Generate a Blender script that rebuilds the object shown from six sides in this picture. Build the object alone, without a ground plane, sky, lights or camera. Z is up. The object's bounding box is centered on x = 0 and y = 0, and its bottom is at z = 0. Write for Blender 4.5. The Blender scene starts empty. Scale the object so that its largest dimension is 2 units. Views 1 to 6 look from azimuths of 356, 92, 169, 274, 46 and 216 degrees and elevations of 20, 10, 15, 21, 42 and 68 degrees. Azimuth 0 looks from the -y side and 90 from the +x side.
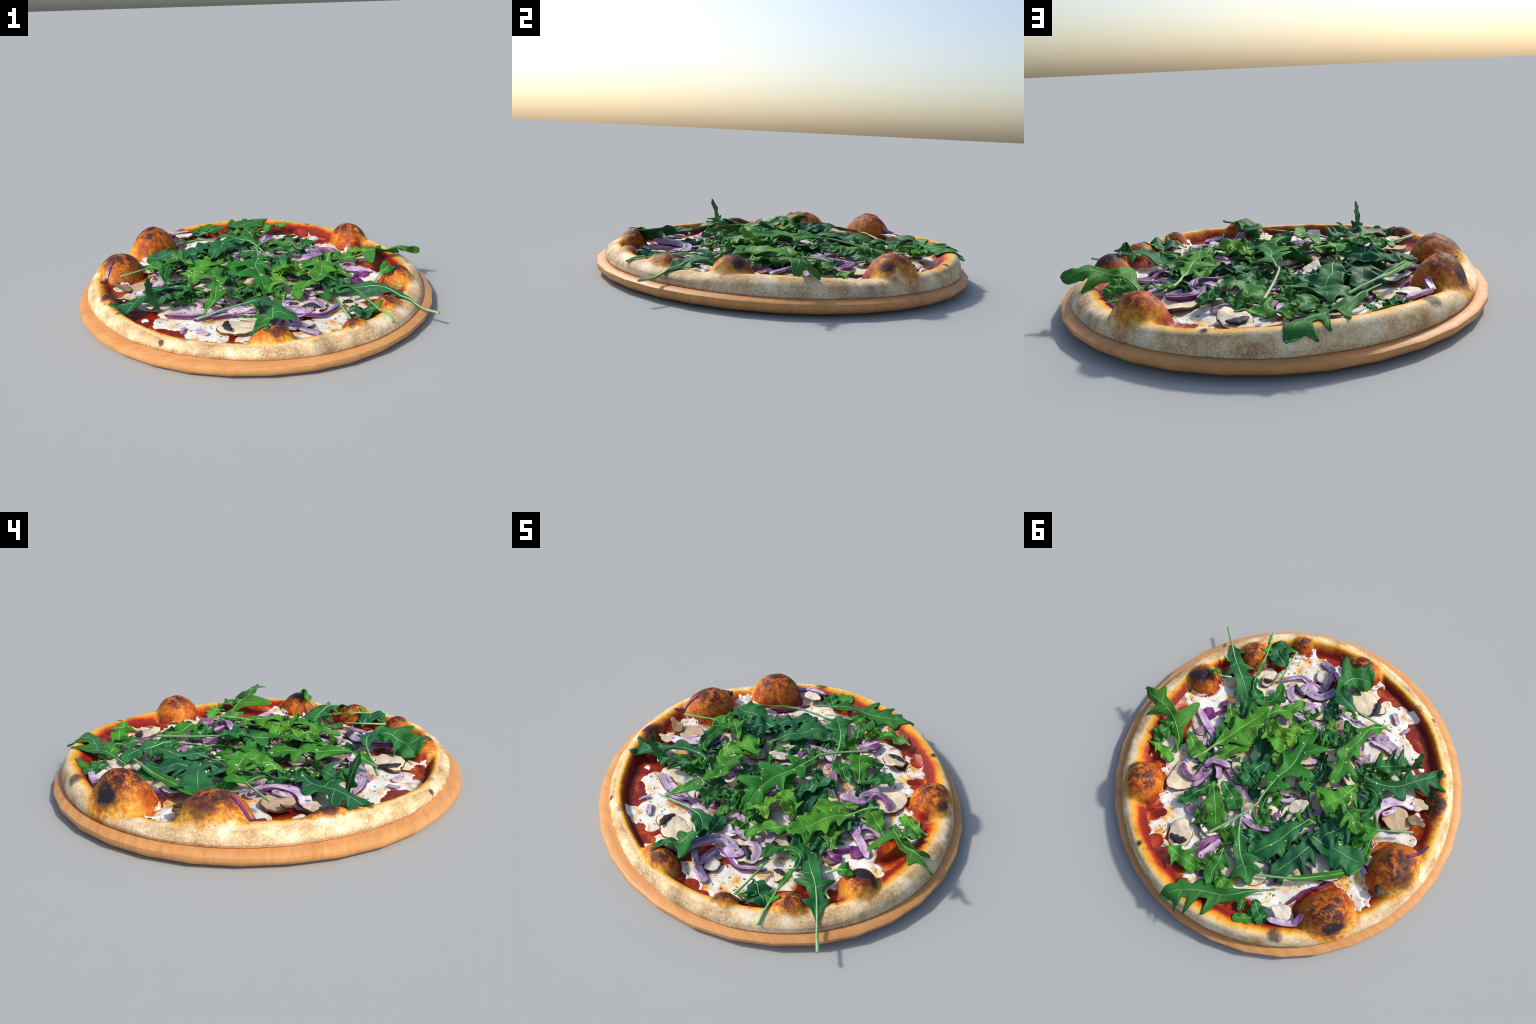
# Wood-fired pizza with rocket leaves, red onion, mushrooms and mozzarella on a round wooden board.
import bpy, math, random
import numpy as np
from mathutils import Vector, noise

random.seed(7)
rng = np.random.default_rng(7)
SCENE = bpy.context.scene.collection

# ------------------------------------------------------------------ helpers
def link(ob, parent=None):
    SCENE.objects.link(ob)
    if parent is not None:
        ob.parent = parent
    return ob


def mesh_object(name, verts, faces, material=None, parent=None, smooth=True, origin=None):
    verts = np.asarray(verts, float)
    if origin is not None:
        verts = verts - np.asarray(origin)
    me = bpy.data.meshes.new(name)
    me.from_pydata([tuple(v) for v in verts], [], faces)
    me.validate()
    if smooth:
        me.polygons.foreach_set("use_smooth", [True] * len(me.polygons))
    if material:
        me.materials.append(material)
    ob = bpy.data.objects.new(name, me)
    if origin is not None:
        ob.location = tuple(origin)
    return link(ob, parent)


def sstep(a, b, x):
    t = np.clip((np.asarray(x, float) - a) / (b - a), 0, 1)
    return t * t * (3 - 2 * t)


def vnoise(x, y, scale, seed=0.0, octaves=3):
    # smooth value noise on arrays: sum of rotated sine products, cheap and seeded
    x = np.asarray(x, float) * scale
    y = np.asarray(y, float) * scale
    out = np.zeros(np.broadcast(x, y).shape)
    amp, tot = 1.0, 0.0
    r = np.random.default_rng(int(seed * 977) + 11)
    for o in range(octaves):
        for k in range(4):
            a = r.uniform(0, math.tau)
            p, q = r.uniform(0, math.tau, 2)
            f = r.uniform(0.7, 1.4)
            out += amp * np.sin(f * (x * math.cos(a) + y * math.sin(a)) + p + 0.9 * np.sin(f * 0.8 * (y * math.cos(a) - x * math.sin(a)) + q)) / 2.6
        tot += amp
        amp *= 0.55
        x, y = x * 1.9, y * 1.9
    return out / tot


def spline(points, n):
    # Catmull-Rom through the points, resampled evenly by length
    P = np.asarray(points, float)
    if len(P) == 2:
        P = np.vstack([P[0], (P[0] + P[1]) / 2, P[1]])
    E = np.vstack([2 * P[0] - P[1], P, 2 * P[-1] - P[-2]])
    out = []
    for i in range(1, len(E) - 2):
        for t in np.linspace(0, 1, 24, endpoint=False):
            a, b, c, d = E[i - 1], E[i], E[i + 1], E[i + 2]
            out.append(0.5 * (2 * b + (c - a) * t + (2 * a - 5 * b + 4 * c - d) * t * t + (3 * b - a - 3 * c + d) * t ** 3))
    out.append(P[-1])
    out = np.array(out)
    L = np.r_[0, np.cumsum(np.linalg.norm(np.diff(out, axis=0), axis=1))]
    u = np.linspace(0, L[-1], n)
    return np.stack([np.interp(u, L, out[:, k]) for k in range(3)], 1), L[-1]


def frames(C):
    T = np.gradient(C, axis=0)
    T /= np.linalg.norm(T, axis=1)[:, None] + 1e-9
    up = np.array([0, 0, 1.0])
    Lt = np.cross(up, T)
    nl = np.linalg.norm(Lt, axis=1)
    # where the path runs nearly straight up keep the last good sideways vector
    for i in range(len(Lt)):
        if nl[i] < 0.35 and i:
            v = Lt[i - 1] - T[i] * np.dot(Lt[i - 1], T[i])
            Lt[i] = v / (np.linalg.norm(v) + 1e-9)
        else:
            Lt[i] /= nl[i] + 1e-9
    N = np.cross(T, Lt)
    return T, Lt, N


def grid_faces(n, m, close=False):
    f = []
    for i in range(n - 1):
        for j in range(m if close else m - 1):
            k = (j + 1) % m
            f.append((i * m + j, (i + 1) * m + j, (i + 1) * m + k, i * m + k))
    return f


# ------------------------------------------------------------------ material helpers
class Nodes:
    def __init__(self, name):
        self.mat = bpy.data.materials.new(name)
        self.mat.use_nodes = True
        self.t = self.mat.node_tree
        self.bsdf = self.t.nodes["Principled BSDF"]
        self.out = self.t.nodes["Material Output"]
        self.co = self.t.nodes.new("ShaderNodeTexCoord").outputs["Object"]
        self._rnd = None

    def n(self, kind, **props):
        x = self.t.nodes.new(kind)
        for k, v in props.items():
            setattr(x, k, v)
        return x

    def put(self, sock, v):
        if hasattr(v, "is_linked") or isinstance(v, bpy.types.NodeSocket):
            self.t.links.new(v, sock)
        elif isinstance(v, (tuple, list)) and sock.type == "RGBA":
            sock.default_value = (*v[:3], 1)
        else:
            sock.default_value = v

    def m(self, op, a, b=0.0, c=0.0, clamp=False):
        x = self.n("ShaderNodeMath", operation=op, use_clamp=clamp)
        for s, v in zip(x.inputs, (a, b, c)):
            self.put(s, v)
        return x.outputs[0]

    def vm(self, op, a, b=(0, 0, 0)):
        x = self.n("ShaderNodeVectorMath", operation=op)
        self.put(x.inputs[0], a)
        self.put(x.inputs[1], b)
        return x.outputs["Value"] if op in ("LENGTH", "DISTANCE", "DOT_PRODUCT") else x.outputs[0]

    def noise(self, scale, detail=4.0, rough=0.55, distort=0.0, co=None, dim="3D", w=0.0):
        x = self.n("ShaderNodeTexNoise", noise_dimensions=dim)
        self.put(x.inputs["Vector"], co or self.co)
        if dim == "4D":
            self.put(x.inputs["W"], w)
        for k, v in (("Scale", scale), ("Detail", detail), ("Roughness", rough), ("Distortion", distort)):
            x.inputs[k].default_value = v
        return x.outputs["Fac"]

    def voronoi(self, scale, co=None, feature="F1"):
        x = self.n("ShaderNodeTexVoronoi", feature=feature)
        self.put(x.inputs["Vector"], co or self.co)
        x.inputs["Scale"].default_value = scale
        return x.outputs["Distance"]

    def ss(self, a, b, v):
        x = self.n("ShaderNodeMapRange", interpolation_type="SMOOTHSTEP")
        for s, q in zip(x.inputs[:5], (v, a, b, 0.0, 1.0)):
            self.put(s, q)
        return x.outputs[0]

    def ramp(self, fac, stops, mode="LINEAR"):
        x = self.n("ShaderNodeValToRGB")
        x.color_ramp.interpolation = mode
        e = x.color_ramp.elements
        e[0].position, e[0].color = stops[0][0], (*stops[0][1], 1)
        e[1].position, e[1].color = stops[1][0], (*stops[1][1], 1)
        for p, c in stops[2:]:
            q = e.new(p)
            q.color = (*c, 1)
        self.put(x.inputs[0], fac)
        return x.outputs[0]

    def mix(self, fac, a, b, blend="MIX"):
        x = self.n("ShaderNodeMix", data_type="RGBA", blend_type=blend)
        self.put(x.inputs[0], fac)
        self.put(x.inputs[6], a)
        self.put(x.inputs[7], b)
        return x.outputs[2]

    def rnd(self):
        if self._rnd is None:
            self._rnd = self.n("ShaderNodeObjectInfo").outputs["Random"]
        return self._rnd

    def prop(self, name):
        x = self.n("ShaderNodeAttribute", attribute_type="OBJECT", attribute_name='["%s"]' % name)
        return x.outputs["Fac"]

    def hsv(self, col, h=0.5, s=1.0, v=1.0):
        x = self.n("ShaderNodeHueSaturation")
        self.put(x.inputs["Color"], col)
        self.put(x.inputs["Hue"], h)
        self.put(x.inputs["Saturation"], s)
        self.put(x.inputs["Value"], v)
        return x.outputs[0]

    def done(self, colour, rough=0.6, bump=None, strength=0.3, dist=0.004, spec=0.3, trans=None, sss=None):
        self.put(self.bsdf.inputs["Base Color"], colour)
        self.put(self.bsdf.inputs["Roughness"], rough)
        self.bsdf.inputs["Specular IOR Level"].default_value = spec
        if bump is not None:
            b = self.n("ShaderNodeBump")
            b.inputs["Strength"].default_value = strength
            b.inputs["Distance"].default_value = dist
            self.put(b.inputs["Height"], bump)
            self.put(self.bsdf.inputs["Normal"], b.outputs[0])
        if trans:
            tr = self.n("ShaderNodeBsdfTranslucent")
            self.put(tr.inputs[0], colour)
            mx = self.n("ShaderNodeMixShader")
            mx.inputs[0].default_value = trans
            self.t.links.new(self.bsdf.outputs[0], mx.inputs[1])
            self.t.links.new(tr.outputs[0], mx.inputs[2])
            self.t.links.new(mx.outputs[0], self.out.inputs["Surface"])
        return self.mat


# ------------------------------------------------------------------ where the toppings lie (spines in metres)
LEAVES = [
    dict(spine=[(0.150, 0.540, 0.150), (0.080, 0.399, 0.172), (0.026, 0.265, 0.190), (0.029, 0.217, 0.192), (0.021, 0.063, 0.198), (0.003, -0.036, 0.196), (0.008, -0.159, 0.186), (0.024, -0.248, 0.155), (0.044, -0.335, 0.110)], w=0.036, stem=0.4, roll=0, tone=0.55, lobes=[(0.5, 1, 0.05, 0.035), (0.66, 1, 0.07, 0.03), (0.85, 1, 0.045, 0.035), (0.475, -1, 0.075, 0.035), (0.63, -1, 0.095, 0.035), (0.78, -1, 0.085, 0.035)], roll2=-22),
    dict(spine=[(0.888, -0.600, 0.062), (0.808, -0.526, 0.105), (0.724, -0.447, 0.145), (0.637, -0.377, 0.155), (0.566, -0.328, 0.150), (0.498, -0.275, 0.135), (0.455, -0.209, 0.115)], w=0.04, stem=0.22, roll=0, tone=0.35, lobes=[(0.38, 1, 0.035, 0.03), (0.4, -1, 0.03, 0.03), (0.56, -1, 0.06, 0.03), (0.58, 1, 0.05, 0.03), (0.72, 1, 0.06, 0.03), (0.85, 1, 0.05, 0.04), (0.8, -1, 0.03, 0.04)]),
    dict(spine=[(0.619, -0.720, 0.124), (0.553, -0.546, 0.150), (0.511, -0.399, 0.158)], w=0.012, stem=0.6, roll=0, tone=0.7, lobes=[(0.38, 1, 0.03, 0.04), (0.42, -1, 0.03, 0.04), (0.5, 1, 0.02, 0.03)]),
    dict(spine=[(0.518, -0.397, 0.155), (0.478, -0.320, 0.145), (0.416, -0.291, 0.130), (0.362, -0.318, 0.120), (0.340, -0.379, 0.135), (0.360, -0.448, 0.150)], w=0.025, stem=0, roll=20, tone=0.35, lobes=[(0.3, 1, 0.02, 0.05), (0.6, 1, 0.03, 0.05), (0.75, -1, 0.03, 0.05)]),
    dict(spine=[(0.406, -0.558, 0.115), (0.481, -0.593, 0.135), (0.571, -0.634, 0.140)], w=0.055, stem=0.05, roll=0, tone=0.15, lobes=[(0.35, 1, 0.02, 0.06), (0.5, -1, 0.03, 0.06), (0.75, -1, 0.02, 0.06)]),
    dict(spine=[(0.423, -0.686, 0.124), (0.409, -0.586, 0.132), (0.386, -0.461, 0.145)], w=0.008, stem=0.9, roll=0, tone=0.75, lobes=[]),
    dict(spine=[(0.421, -0.690, 0.128), (0.462, -0.665, 0.135), (0.496, -0.614, 0.140)], w=0.014, stem=0.1, roll=0, tone=0.5, lobes=[]),
    dict(spine=[(0.609, 0.255, 0.105), (0.651, 0.180, 0.142), (0.714, 0.127, 0.185), (0.789, 0.097, 0.206), (0.849, 0.087, 0.215), (0.913, 0.078, 0.205), (0.979, 0.066, 0.190)], w=0.034, stem=0, roll=0, tone=0.6, lobes=[(0.22, 1, 0.03, 0.05), (0.36, -1, 0.115, 0.07), (0.4, 1, 0.06, 0.06), (0.62, 1, 0.08, 0.06), (0.74, -1, 0.04, 0.05)], cup=-0.3, roll2=-40),
    dict(spine=[(0.712, 0.132, 0.180), (0.733, 0.200, 0.165), (0.760, 0.266, 0.140)], w=0.036, stem=0, roll=0, tone=0.5, lobes=[(0.5, 1, 0.02, 0.08)]),
    dict(spine=[(0.782, 0.302, 0.130), (0.717, 0.290, 0.130), (0.641, 0.302, 0.125), (0.592, 0.315, 0.110)], w=0.022, stem=0.05, roll=0, tone=0.9, lobes=[(0.3, 1, 0.03, 0.05), (0.35, -1, 0.03, 0.05), (0.6, 1, 0.03, 0.05), (0.65, -1, 0.02, 0.05)]),
    dict(spine=[(0.631, 0.123, 0.135), (0.551, 0.166, 0.135), (0.483, 0.191, 0.130), (0.434, 0.189, 0.120)], w=0.04, stem=0, roll=0, tone=0.6, lobes=[(0.4, 1, 0.02, 0.06), (0.6, -1, 0.02, 0.08)]),
    dict(spine=[(0.496, 0.243, 0.150), (0.461, 0.173, 0.155), (0.435, 0.081, 0.155), (0.393, -0.012, 0.160), (0.359, -0.139, 0.165), (0.319, -0.260, 0.165)], w=0.04, stem=0.25, roll=0, tone=0.8, lobes=[(0.36, -1, 0.03, 0.03), (0.5, -1, 0.075, 0.05), (0.78, -1, 0.05, 0.05), (0.44, 1, 0.03, 0.03), (0.62, 1, 0.04, 0.04), (0.82, 1, 0.05, 0.05)]),
    dict(spine=[(0.412, 0.178, 0.135), (0.351, 0.088, 0.145), (0.318, -0.019, 0.150), (0.338, -0.143, 0.155)], w=0.04, stem=0, roll=0, tone=0.75, lobes=[(0.5, -1, 0.02, 0.08)]),
    dict(spine=[(0.313, -0.196, 0.155), (0.277, -0.269, 0.165), (0.222, -0.326, 0.160), (0.182, -0.426, 0.145)], w=0.028, stem=0, roll=0, tone=0.75, lobes=[(0.3, 1, 0.02, 0.06), (0.5, -1, 0.03, 0.08)]),
    dict(spine=[(0.537, -0.162, 0.140), (0.478, -0.101, 0.145), (0.417, -0.045, 0.135)], w=0.028, stem=0, roll=0, tone=0.7, lobes=[(0.4, 1, 0.02, 0.08), (0.6, -1, 0.02, 0.08)]),
    dict(spine=[(0.300, -0.289, 0.150), (0.289, -0.174, 0.132), (0.253, -0.086, 0.120), (0.202, 0.006, 0.126), (0.134, 0.099, 0.133)], w=0.034, stem=0.02, roll=0, tone=0.02, lobes=[(0.3, 1, 0.03, 0.05), (0.5, -1, 0.03, 0.05), (0.62, 1, 0.025, 0.05), (0.75, -1, 0.02, 0.05)]),
    dict(spine=[(0.176, -0.086, 0.150), (0.131, -0.002, 0.145), (0.103, 0.075, 0.135)], w=0.032, stem=0, roll=0, tone=0.1, lobes=[]),
    dict(spine=[(0.269, -0.192, 0.185), (0.210, -0.167, 0.215), (0.125, -0.146, 0.185)], w=0.03, stem=0, roll=20, tone=0.95, lobes=[(0.3, 1, 0.03, 0.06), (0.5, -1, 0.03, 0.06), (0.7, 1, 0.03, 0.06)]),
    dict(spine=[(0.185, -0.275, 0.160), (0.114, -0.224, 0.170), (0.089, -0.129, 0.155)], w=0.028, stem=0, roll=-20, tone=0.9, lobes=[(0.4, 1, 0.04, 0.06), (0.6, -1, 0.03, 0.06)]),
    dict(spine=[(0.191, -0.096, 0.160), (0.109, -0.058, 0.165), (0.082, 0.000, 0.150)], w=0.03, stem=0, roll=0, tone=0.8, lobes=[(0.4, 1, 0.03, 0.08), (0.6, -1, 0.03, 0.08)]),
    dict(spine=[(0.272, -0.163, 0.170), (0.173, -0.104, 0.185), (0.094, -0.081, 0.175)], w=0.03, stem=0, roll=-15, tone=0.9, lobes=[(0.3, -1, 0.04, 0.06), (0.65, 1, 0.03, 0.06)]),
    dict(spine=[(0.136, -0.273, 0.150), (0.069, -0.268, 0.150), (0.052, -0.324, 0.135)], w=0.03, stem=0, roll=0, tone=0.6, lobes=[(0.5, 1, 0.03, 0.08)]),
    dict(spine=[(0.149, 0.028, 0.145), (0.164, 0.098, 0.155), (0.160, 0.203, 0.145)], w=0.04, stem=0, roll=0, tone=0.3, lobes=[(0.4, 1, 0.02, 0.08), (0.5, -1, 0.02, 0.08)]),
    dict(spine=[(-0.333, -0.570, 0.125), (-0.194, -0.548, 0.158), (-0.066, -0.538, 0.185), (0.025, -0.567, 0.192), (0.077, -0.627, 0.185)], w=0.03, stem=0.5, roll=0, tone=0.2, lobes=[(0.75, 1, 0.025, 0.05), (0.68, -1, 0.02, 0.05)]),
    dict(spine=[(0.049, -0.558, 0.180), (0.051, -0.642, 0.190), (0.017, -0.726, 0.165), (-0.070, -0.779, 0.115)], w=0.055, stem=0, roll=32, tone=0.3, lobes=[(0.45, 1, 0.075, 0.07), (0.75, 1, 0.04, 0.06), (0.55, -1, 0.05, 0.07)]),
    dict(spine=[(0.060, -0.568, 0.140), (0.029, -0.487, 0.130), (-0.008, -0.411, 0.120)], w=0.035, stem=0, roll=0, tone=0.2, lobes=[(0.5, 1, 0.02, 0.08)]),
    dict(spine=[(-0.297, -0.569, 0.150), (-0.238, -0.485, 0.190), (-0.223, -0.379, 0.200), (-0.208, -0.276, 0.198), (-0.238, -0.169, 0.204), (-0.237, -0.064, 0.200)], w=0.03, stem=0, roll=0, tone=0.6, lobes=[(0.12, 1, 0.03, 0.05), (0.3, -1, 0.03, 0.04), (0.5, 1, 0.04, 0.04), (0.62, -1, 0.02, 0.04), (0.75, 1, 0.06, 0.04), (0.8, -1, 0.03, 0.04)]),
    dict(spine=[(-0.022, -0.179, 0.140), (-0.102, -0.247, 0.142), (-0.176, -0.321, 0.145)], w=0.01, stem=0.8, roll=0, tone=0.75, lobes=[]),
    dict(spine=[(-0.080, -0.463, 0.150), (-0.140, -0.397, 0.170), (-0.129, -0.302, 0.155)], w=0.032, stem=0, roll=25, tone=0.45, lobes=[(0.4, 1, 0.03, 0.07), (0.6, -1, 0.03, 0.07)]),
    dict(spine=[(0.005, -0.358, 0.140), (-0.052, -0.319, 0.150), (-0.117, -0.316, 0.145)], w=0.03, stem=0, roll=0, tone=0.4, lobes=[(0.5, 1, 0.03, 0.07)]),
    dict(spine=[(-0.014, -0.448, 0.125), (-0.032, -0.387, 0.130), (-0.057, -0.337, 0.125)], w=0.022, stem=0, roll=0, tone=0.7, lobes=[]),
    dict(spine=[(-0.048, -0.258, 0.130), (-0.091, -0.309, 0.140), (-0.113, -0.369, 0.140)], w=0.03, stem=0, roll=0, tone=0.2, lobes=[(0.5, -1, 0.03, 0.07)]),
    dict(spine=[(-0.343, -0.280, 0.140), (-0.408, -0.332, 0.165), (-0.474, -0.378, 0.175), (-0.528, -0.433, 0.175)], w=0.035, stem=0, roll=12, tone=0.35, lobes=[(0.3, 1, 0.05, 0.06), (0.55, 1, 0.06, 0.06), (0.8, 1, 0.05, 0.06), (0.7, -1, 0.05, 0.06)]),
    dict(spine=[(-0.526, -0.416, 0.117), (-0.549, -0.426, 0.170), (-0.567, -0.436, 0.225), (-0.567, -0.451, 0.270), (-0.567, -0.467, 0.319)], w=0.023, stem=0, roll=97, tone=0.22, lobes=[(0.33, 1, 0.034, 0.07), (0.36, -1, 0.03, 0.07), (0.7, 1, 0.01, 0.06), (0.84, -1, 0.008, 0.05)], cup=0.1, roll2=103, taper=True),
    dict(spine=[(-0.269, -0.274, 0.140), (-0.356, -0.231, 0.150), (-0.454, -0.236, 0.165), (-0.543, -0.280, 0.172), (-0.617, -0.374, 0.165), (-0.666, -0.442, 0.155), (-0.710, -0.515, 0.130)], w=0.028, stem=0.05, roll=0, tone=0.15, lobes=[(0.35, -1, 0.03, 0.04), (0.62, 1, 0.04, 0.04), (0.72, -1, 0.1, 0.045), (0.84, -1, 0.085, 0.035), (0.5, -1, 0.05, 0.05)]),
    dict(spine=[(-0.362, -0.170, 0.144), (-0.348, -0.115, 0.165), (-0.336, -0.052, 0.185), (-0.306, 0.015, 0.198), (-0.290, 0.082, 0.200)], w=0.045, stem=0, roll=0, tone=0.8, lobes=[(0.3, 1, 0.05, 0.06), (0.6, 1, 0.04, 0.06), (0.4, -1, 0.05, 0.06), (0.7, -1, 0.07, 0.06)]),
    dict(spine=[(-0.352, -0.014, 0.208), (-0.412, 0.021, 0.226), (-0.461, 0.044, 0.231), (-0.516, 0.085, 0.195)], w=0.03, stem=0, roll=0, tone=0.6, lobes=[(0.4, 1, 0.085, 0.07), (0.45, -1, 0.06, 0.07), (0.7, -1, 0.02, 0.06)]),
    dict(spine=[(-0.356, -0.161, 0.150), (-0.420, -0.187, 0.158), (-0.480, -0.175, 0.160), (-0.509, -0.097, 0.185), (-0.492, 0.016, 0.210)], w=0.026, stem=0, roll=35, tone=0.45, lobes=[]),
    dict(spine=[(-0.304, -0.069, 0.170), (-0.254, -0.020, 0.182), (-0.210, 0.036, 0.192)], w=0.028, stem=0, roll=0, tone=0.7, lobes=[(0.5, 1, 0.02, 0.08)]),
    dict(spine=[(-0.368, -0.013, 0.200), (-0.370, 0.060, 0.190), (-0.362, 0.105, 0.170)], w=0.03, stem=0, roll=0, tone=0.55, lobes=[]),
    dict(spine=[(-0.757, -0.097, 0.188), (-0.673, -0.044, 0.190), (-0.596, 0.004, 0.196), (-0.529, 0.022, 0.196), (-0.523, 0.076, 0.180)], w=0.04, stem=0.55, roll=0, tone=0.65, lobes=[(0.66, 1, 0.06, 0.06), (0.66, -1, 0.07, 0.05)]),
    dict(spine=[(-0.582, 0.028, 0.155), (-0.602, 0.103, 0.148), (-0.626, 0.192, 0.140)], w=0.018, stem=0.1, roll=0, tone=0.6, lobes=[]),
    dict(spine=[(-0.452, 0.094, 0.145), (-0.516, 0.104, 0.150), (-0.567, 0.125, 0.140)], w=0.03, stem=0, roll=0, tone=0.6, lobes=[(0.5, 1, 0.03, 0.08)]),
    dict(spine=[(-0.298, 0.237, 0.170), (-0.397, 0.233, 0.185), (-0.505, 0.224, 0.188), (-0.583, 0.210, 0.178), (-0.630, 0.207, 0.157)], w=0.06, stem=0, roll=0, tone=0.25, lobes=[(0.3, 1, 0.03, 0.08), (0.55, -1, 0.03, 0.08), (0.8, -1, 0.03, 0.05)], cup=0.1),
    dict(spine=[(-0.190, 0.580, 0.150), (-0.308, 0.520, 0.170), (-0.408, 0.457, 0.178), (-0.538, 0.334, 0.172), (-0.612, 0.253, 0.168), (-0.631, 0.204, 0.158)], w=0.016, stem=0.25, roll=35, tone=0.6, lobes=[]),
    dict(spine=[(-0.466, 0.033, 0.185), (-0.427, 0.107, 0.195), (-0.388, 0.178, 0.188), (-0.360, 0.238, 0.170)], w=0.06, stem=0, roll=0, tone=0.15, lobes=[(0.3, 1, 0.05, 0.07), (0.5, -1, 0.04, 0.07), (0.75, 1, 0.03, 0.07)]),
    dict(spine=[(-0.354, 0.169, 0.180), (-0.346, 0.264, 0.172), (-0.327, 0.352, 0.168), (-0.297, 0.444, 0.152), (-0.263, 0.529, 0.140)], w=0.045, stem=0, roll=0, tone=0.1, lobes=[(0.35, 1, 0.06, 0.04), (0.55, 1, 0.065, 0.05), (0.25, -1, 0.04, 0.06), (0.5, -1, 0.03, 0.06)], cup=0.1),
    dict(spine=[(-0.237, 0.297, 0.150), (-0.297, 0.278, 0.155), (-0.353, 0.252, 0.150)], w=0.035, stem=0, roll=0, tone=0.12, lobes=[(0.5, 1, 0.02, 0.08)]),
    dict(spine=[(-0.256, 0.160, 0.166), (-0.213, 0.285, 0.178), (-0.168, 0.408, 0.174), (-0.104, 0.509, 0.155)], w=0.058, stem=0.04, roll=0, tone=0.3, lobes=[(0.55, 1, 0.02, 0.08), (0.75, -1, 0.02, 0.08)], cup=0.12),
    dict(spine=[(0.128, 0.256, 0.100), (0.064, 0.359, 0.140), (0.019, 0.437, 0.160), (-0.050, 0.521, 0.168), (-0.130, 0.583, 0.162), (-0.198, 0.640, 0.145)], w=0.034, stem=0.38, roll=0, tone=0.3, lobes=[(0.5, 1, 0.05, 0.035), (0.72, 1, 0.08, 0.04), (0.82, -1, 0.05, 0.05), (0.85, 1, 0.04, 0.05)]),
    dict(spine=[(0.019, 0.437, 0.158), (-0.025, 0.428, 0.165), (-0.071, 0.419, 0.172), (-0.107, 0.431, 0.150)], w=0.03, stem=0.05, roll=25, tone=0.3, lobes=[]),
    dict(spine=[(-0.335, 0.583, 0.178), (-0.249, 0.657, 0.182), (-0.146, 0.754, 0.178), (-0.037, 0.806, 0.168), (0.064, 0.869, 0.160), (0.151, 0.963, 0.138)], w=0.034, stem=0.12, roll=0, tone=0.4, lobes=[(0.3, 1, 0.02, 0.05), (0.5, 1, 0.085, 0.035), (0.68, 1, 0.085, 0.035), (0.84, 1, 0.06, 0.035), (0.62, -1, 0.03, 0.05), (0.78, -1, 0.03, 0.04)], cup=0.1),
    dict(spine=[(-0.268, 0.686, 0.150), (-0.318, 0.723, 0.155), (-0.381, 0.757, 0.145)], w=0.034, stem=0, roll=0, tone=0.35, lobes=[(0.4, 1, 0.02, 0.08)]),
    dict(spine=[(-0.368, 0.727, 0.145), (-0.308, 0.779, 0.150), (-0.233, 0.830, 0.145)], w=0.022, stem=0, roll=0, tone=0.6, lobes=[(0.4, -1, 0.02, 0.08), (0.5, 1, 0.01, 0.08)]),
    dict(spine=[(-0.217, 0.715, 0.150), (-0.231, 0.749, 0.150), (-0.241, 0.776, 0.145)], w=0.014, stem=0, roll=0, tone=0.45, lobes=[]),
    dict(spine=[(0.297, 0.736, 0.187), (0.238, 0.733, 0.182), (0.149, 0.733, 0.168), (0.074, 0.727, 0.145)], w=0.036, stem=0.05, roll=0, tone=0.7, lobes=[(0.35, -1, 0.04, 0.05), (0.3, 1, 0.02, 0.05), (0.55, 1, 0.06, 0.05)]),
    dict(spine=[(0.031, 0.561, 0.150), (0.005, 0.636, 0.168), (-0.004, 0.708, 0.155), (-0.051, 0.749, 0.130)], w=0.04, stem=0, roll=-20, tone=0.45, lobes=[(0.3, 1, 0.03, 0.06), (0.5, -1, 0.03, 0.06)]),
    dict(spine=[(0.072, 0.611, 0.150), (0.054, 0.676, 0.160), (0.083, 0.740, 0.135)], w=0.022, stem=0, roll=35, tone=0.75, lobes=[]),
    dict(spine=[(-0.026, 0.698, 0.150), (-0.079, 0.719, 0.150), (-0.131, 0.739, 0.145)], w=0.035, stem=0, roll=0, tone=0.65, lobes=[]),
    dict(spine=[(0.308, 0.287, 0.160), (0.238, 0.371, 0.175), (0.172, 0.445, 0.160), (0.134, 0.513, 0.120)], w=0.045, stem=0, roll=0, tone=0.6, lobes=[(0.35, 1, 0.03, 0.05), (0.4, -1, 0.03, 0.05), (0.65, 1, 0.02, 0.05), (0.75, -1, 0.03, 0.05)], cup=0.1),
    dict(spine=[(0.307, 0.308, 0.160), (0.348, 0.397, 0.155), (0.396, 0.487, 0.137)], w=0.032, stem=0, roll=0, tone=0.3, lobes=[(0.6, 1, 0.01, 0.1)]),
    dict(spine=[(0.269, 0.259, 0.160), (0.176, 0.295, 0.160), (0.107, 0.342, 0.140)], w=0.042, stem=0, roll=0, tone=0.4, lobes=[(0.5, -1, 0.02, 0.08)]),
    dict(spine=[(0.300, 0.451, 0.145), (0.245, 0.499, 0.145), (0.212, 0.537, 0.120)], w=0.03, stem=0, roll=30, tone=0.5, lobes=[(0.4, 1, 0.02, 0.08), (0.7, -1, 0.02, 0.08)]),
    dict(spine=[(0.223, 0.214, 0.135), (0.205, 0.192, 0.140), (0.192, 0.161, 0.130)], w=0.025, stem=0, roll=0, tone=0.35, lobes=[]),
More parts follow.
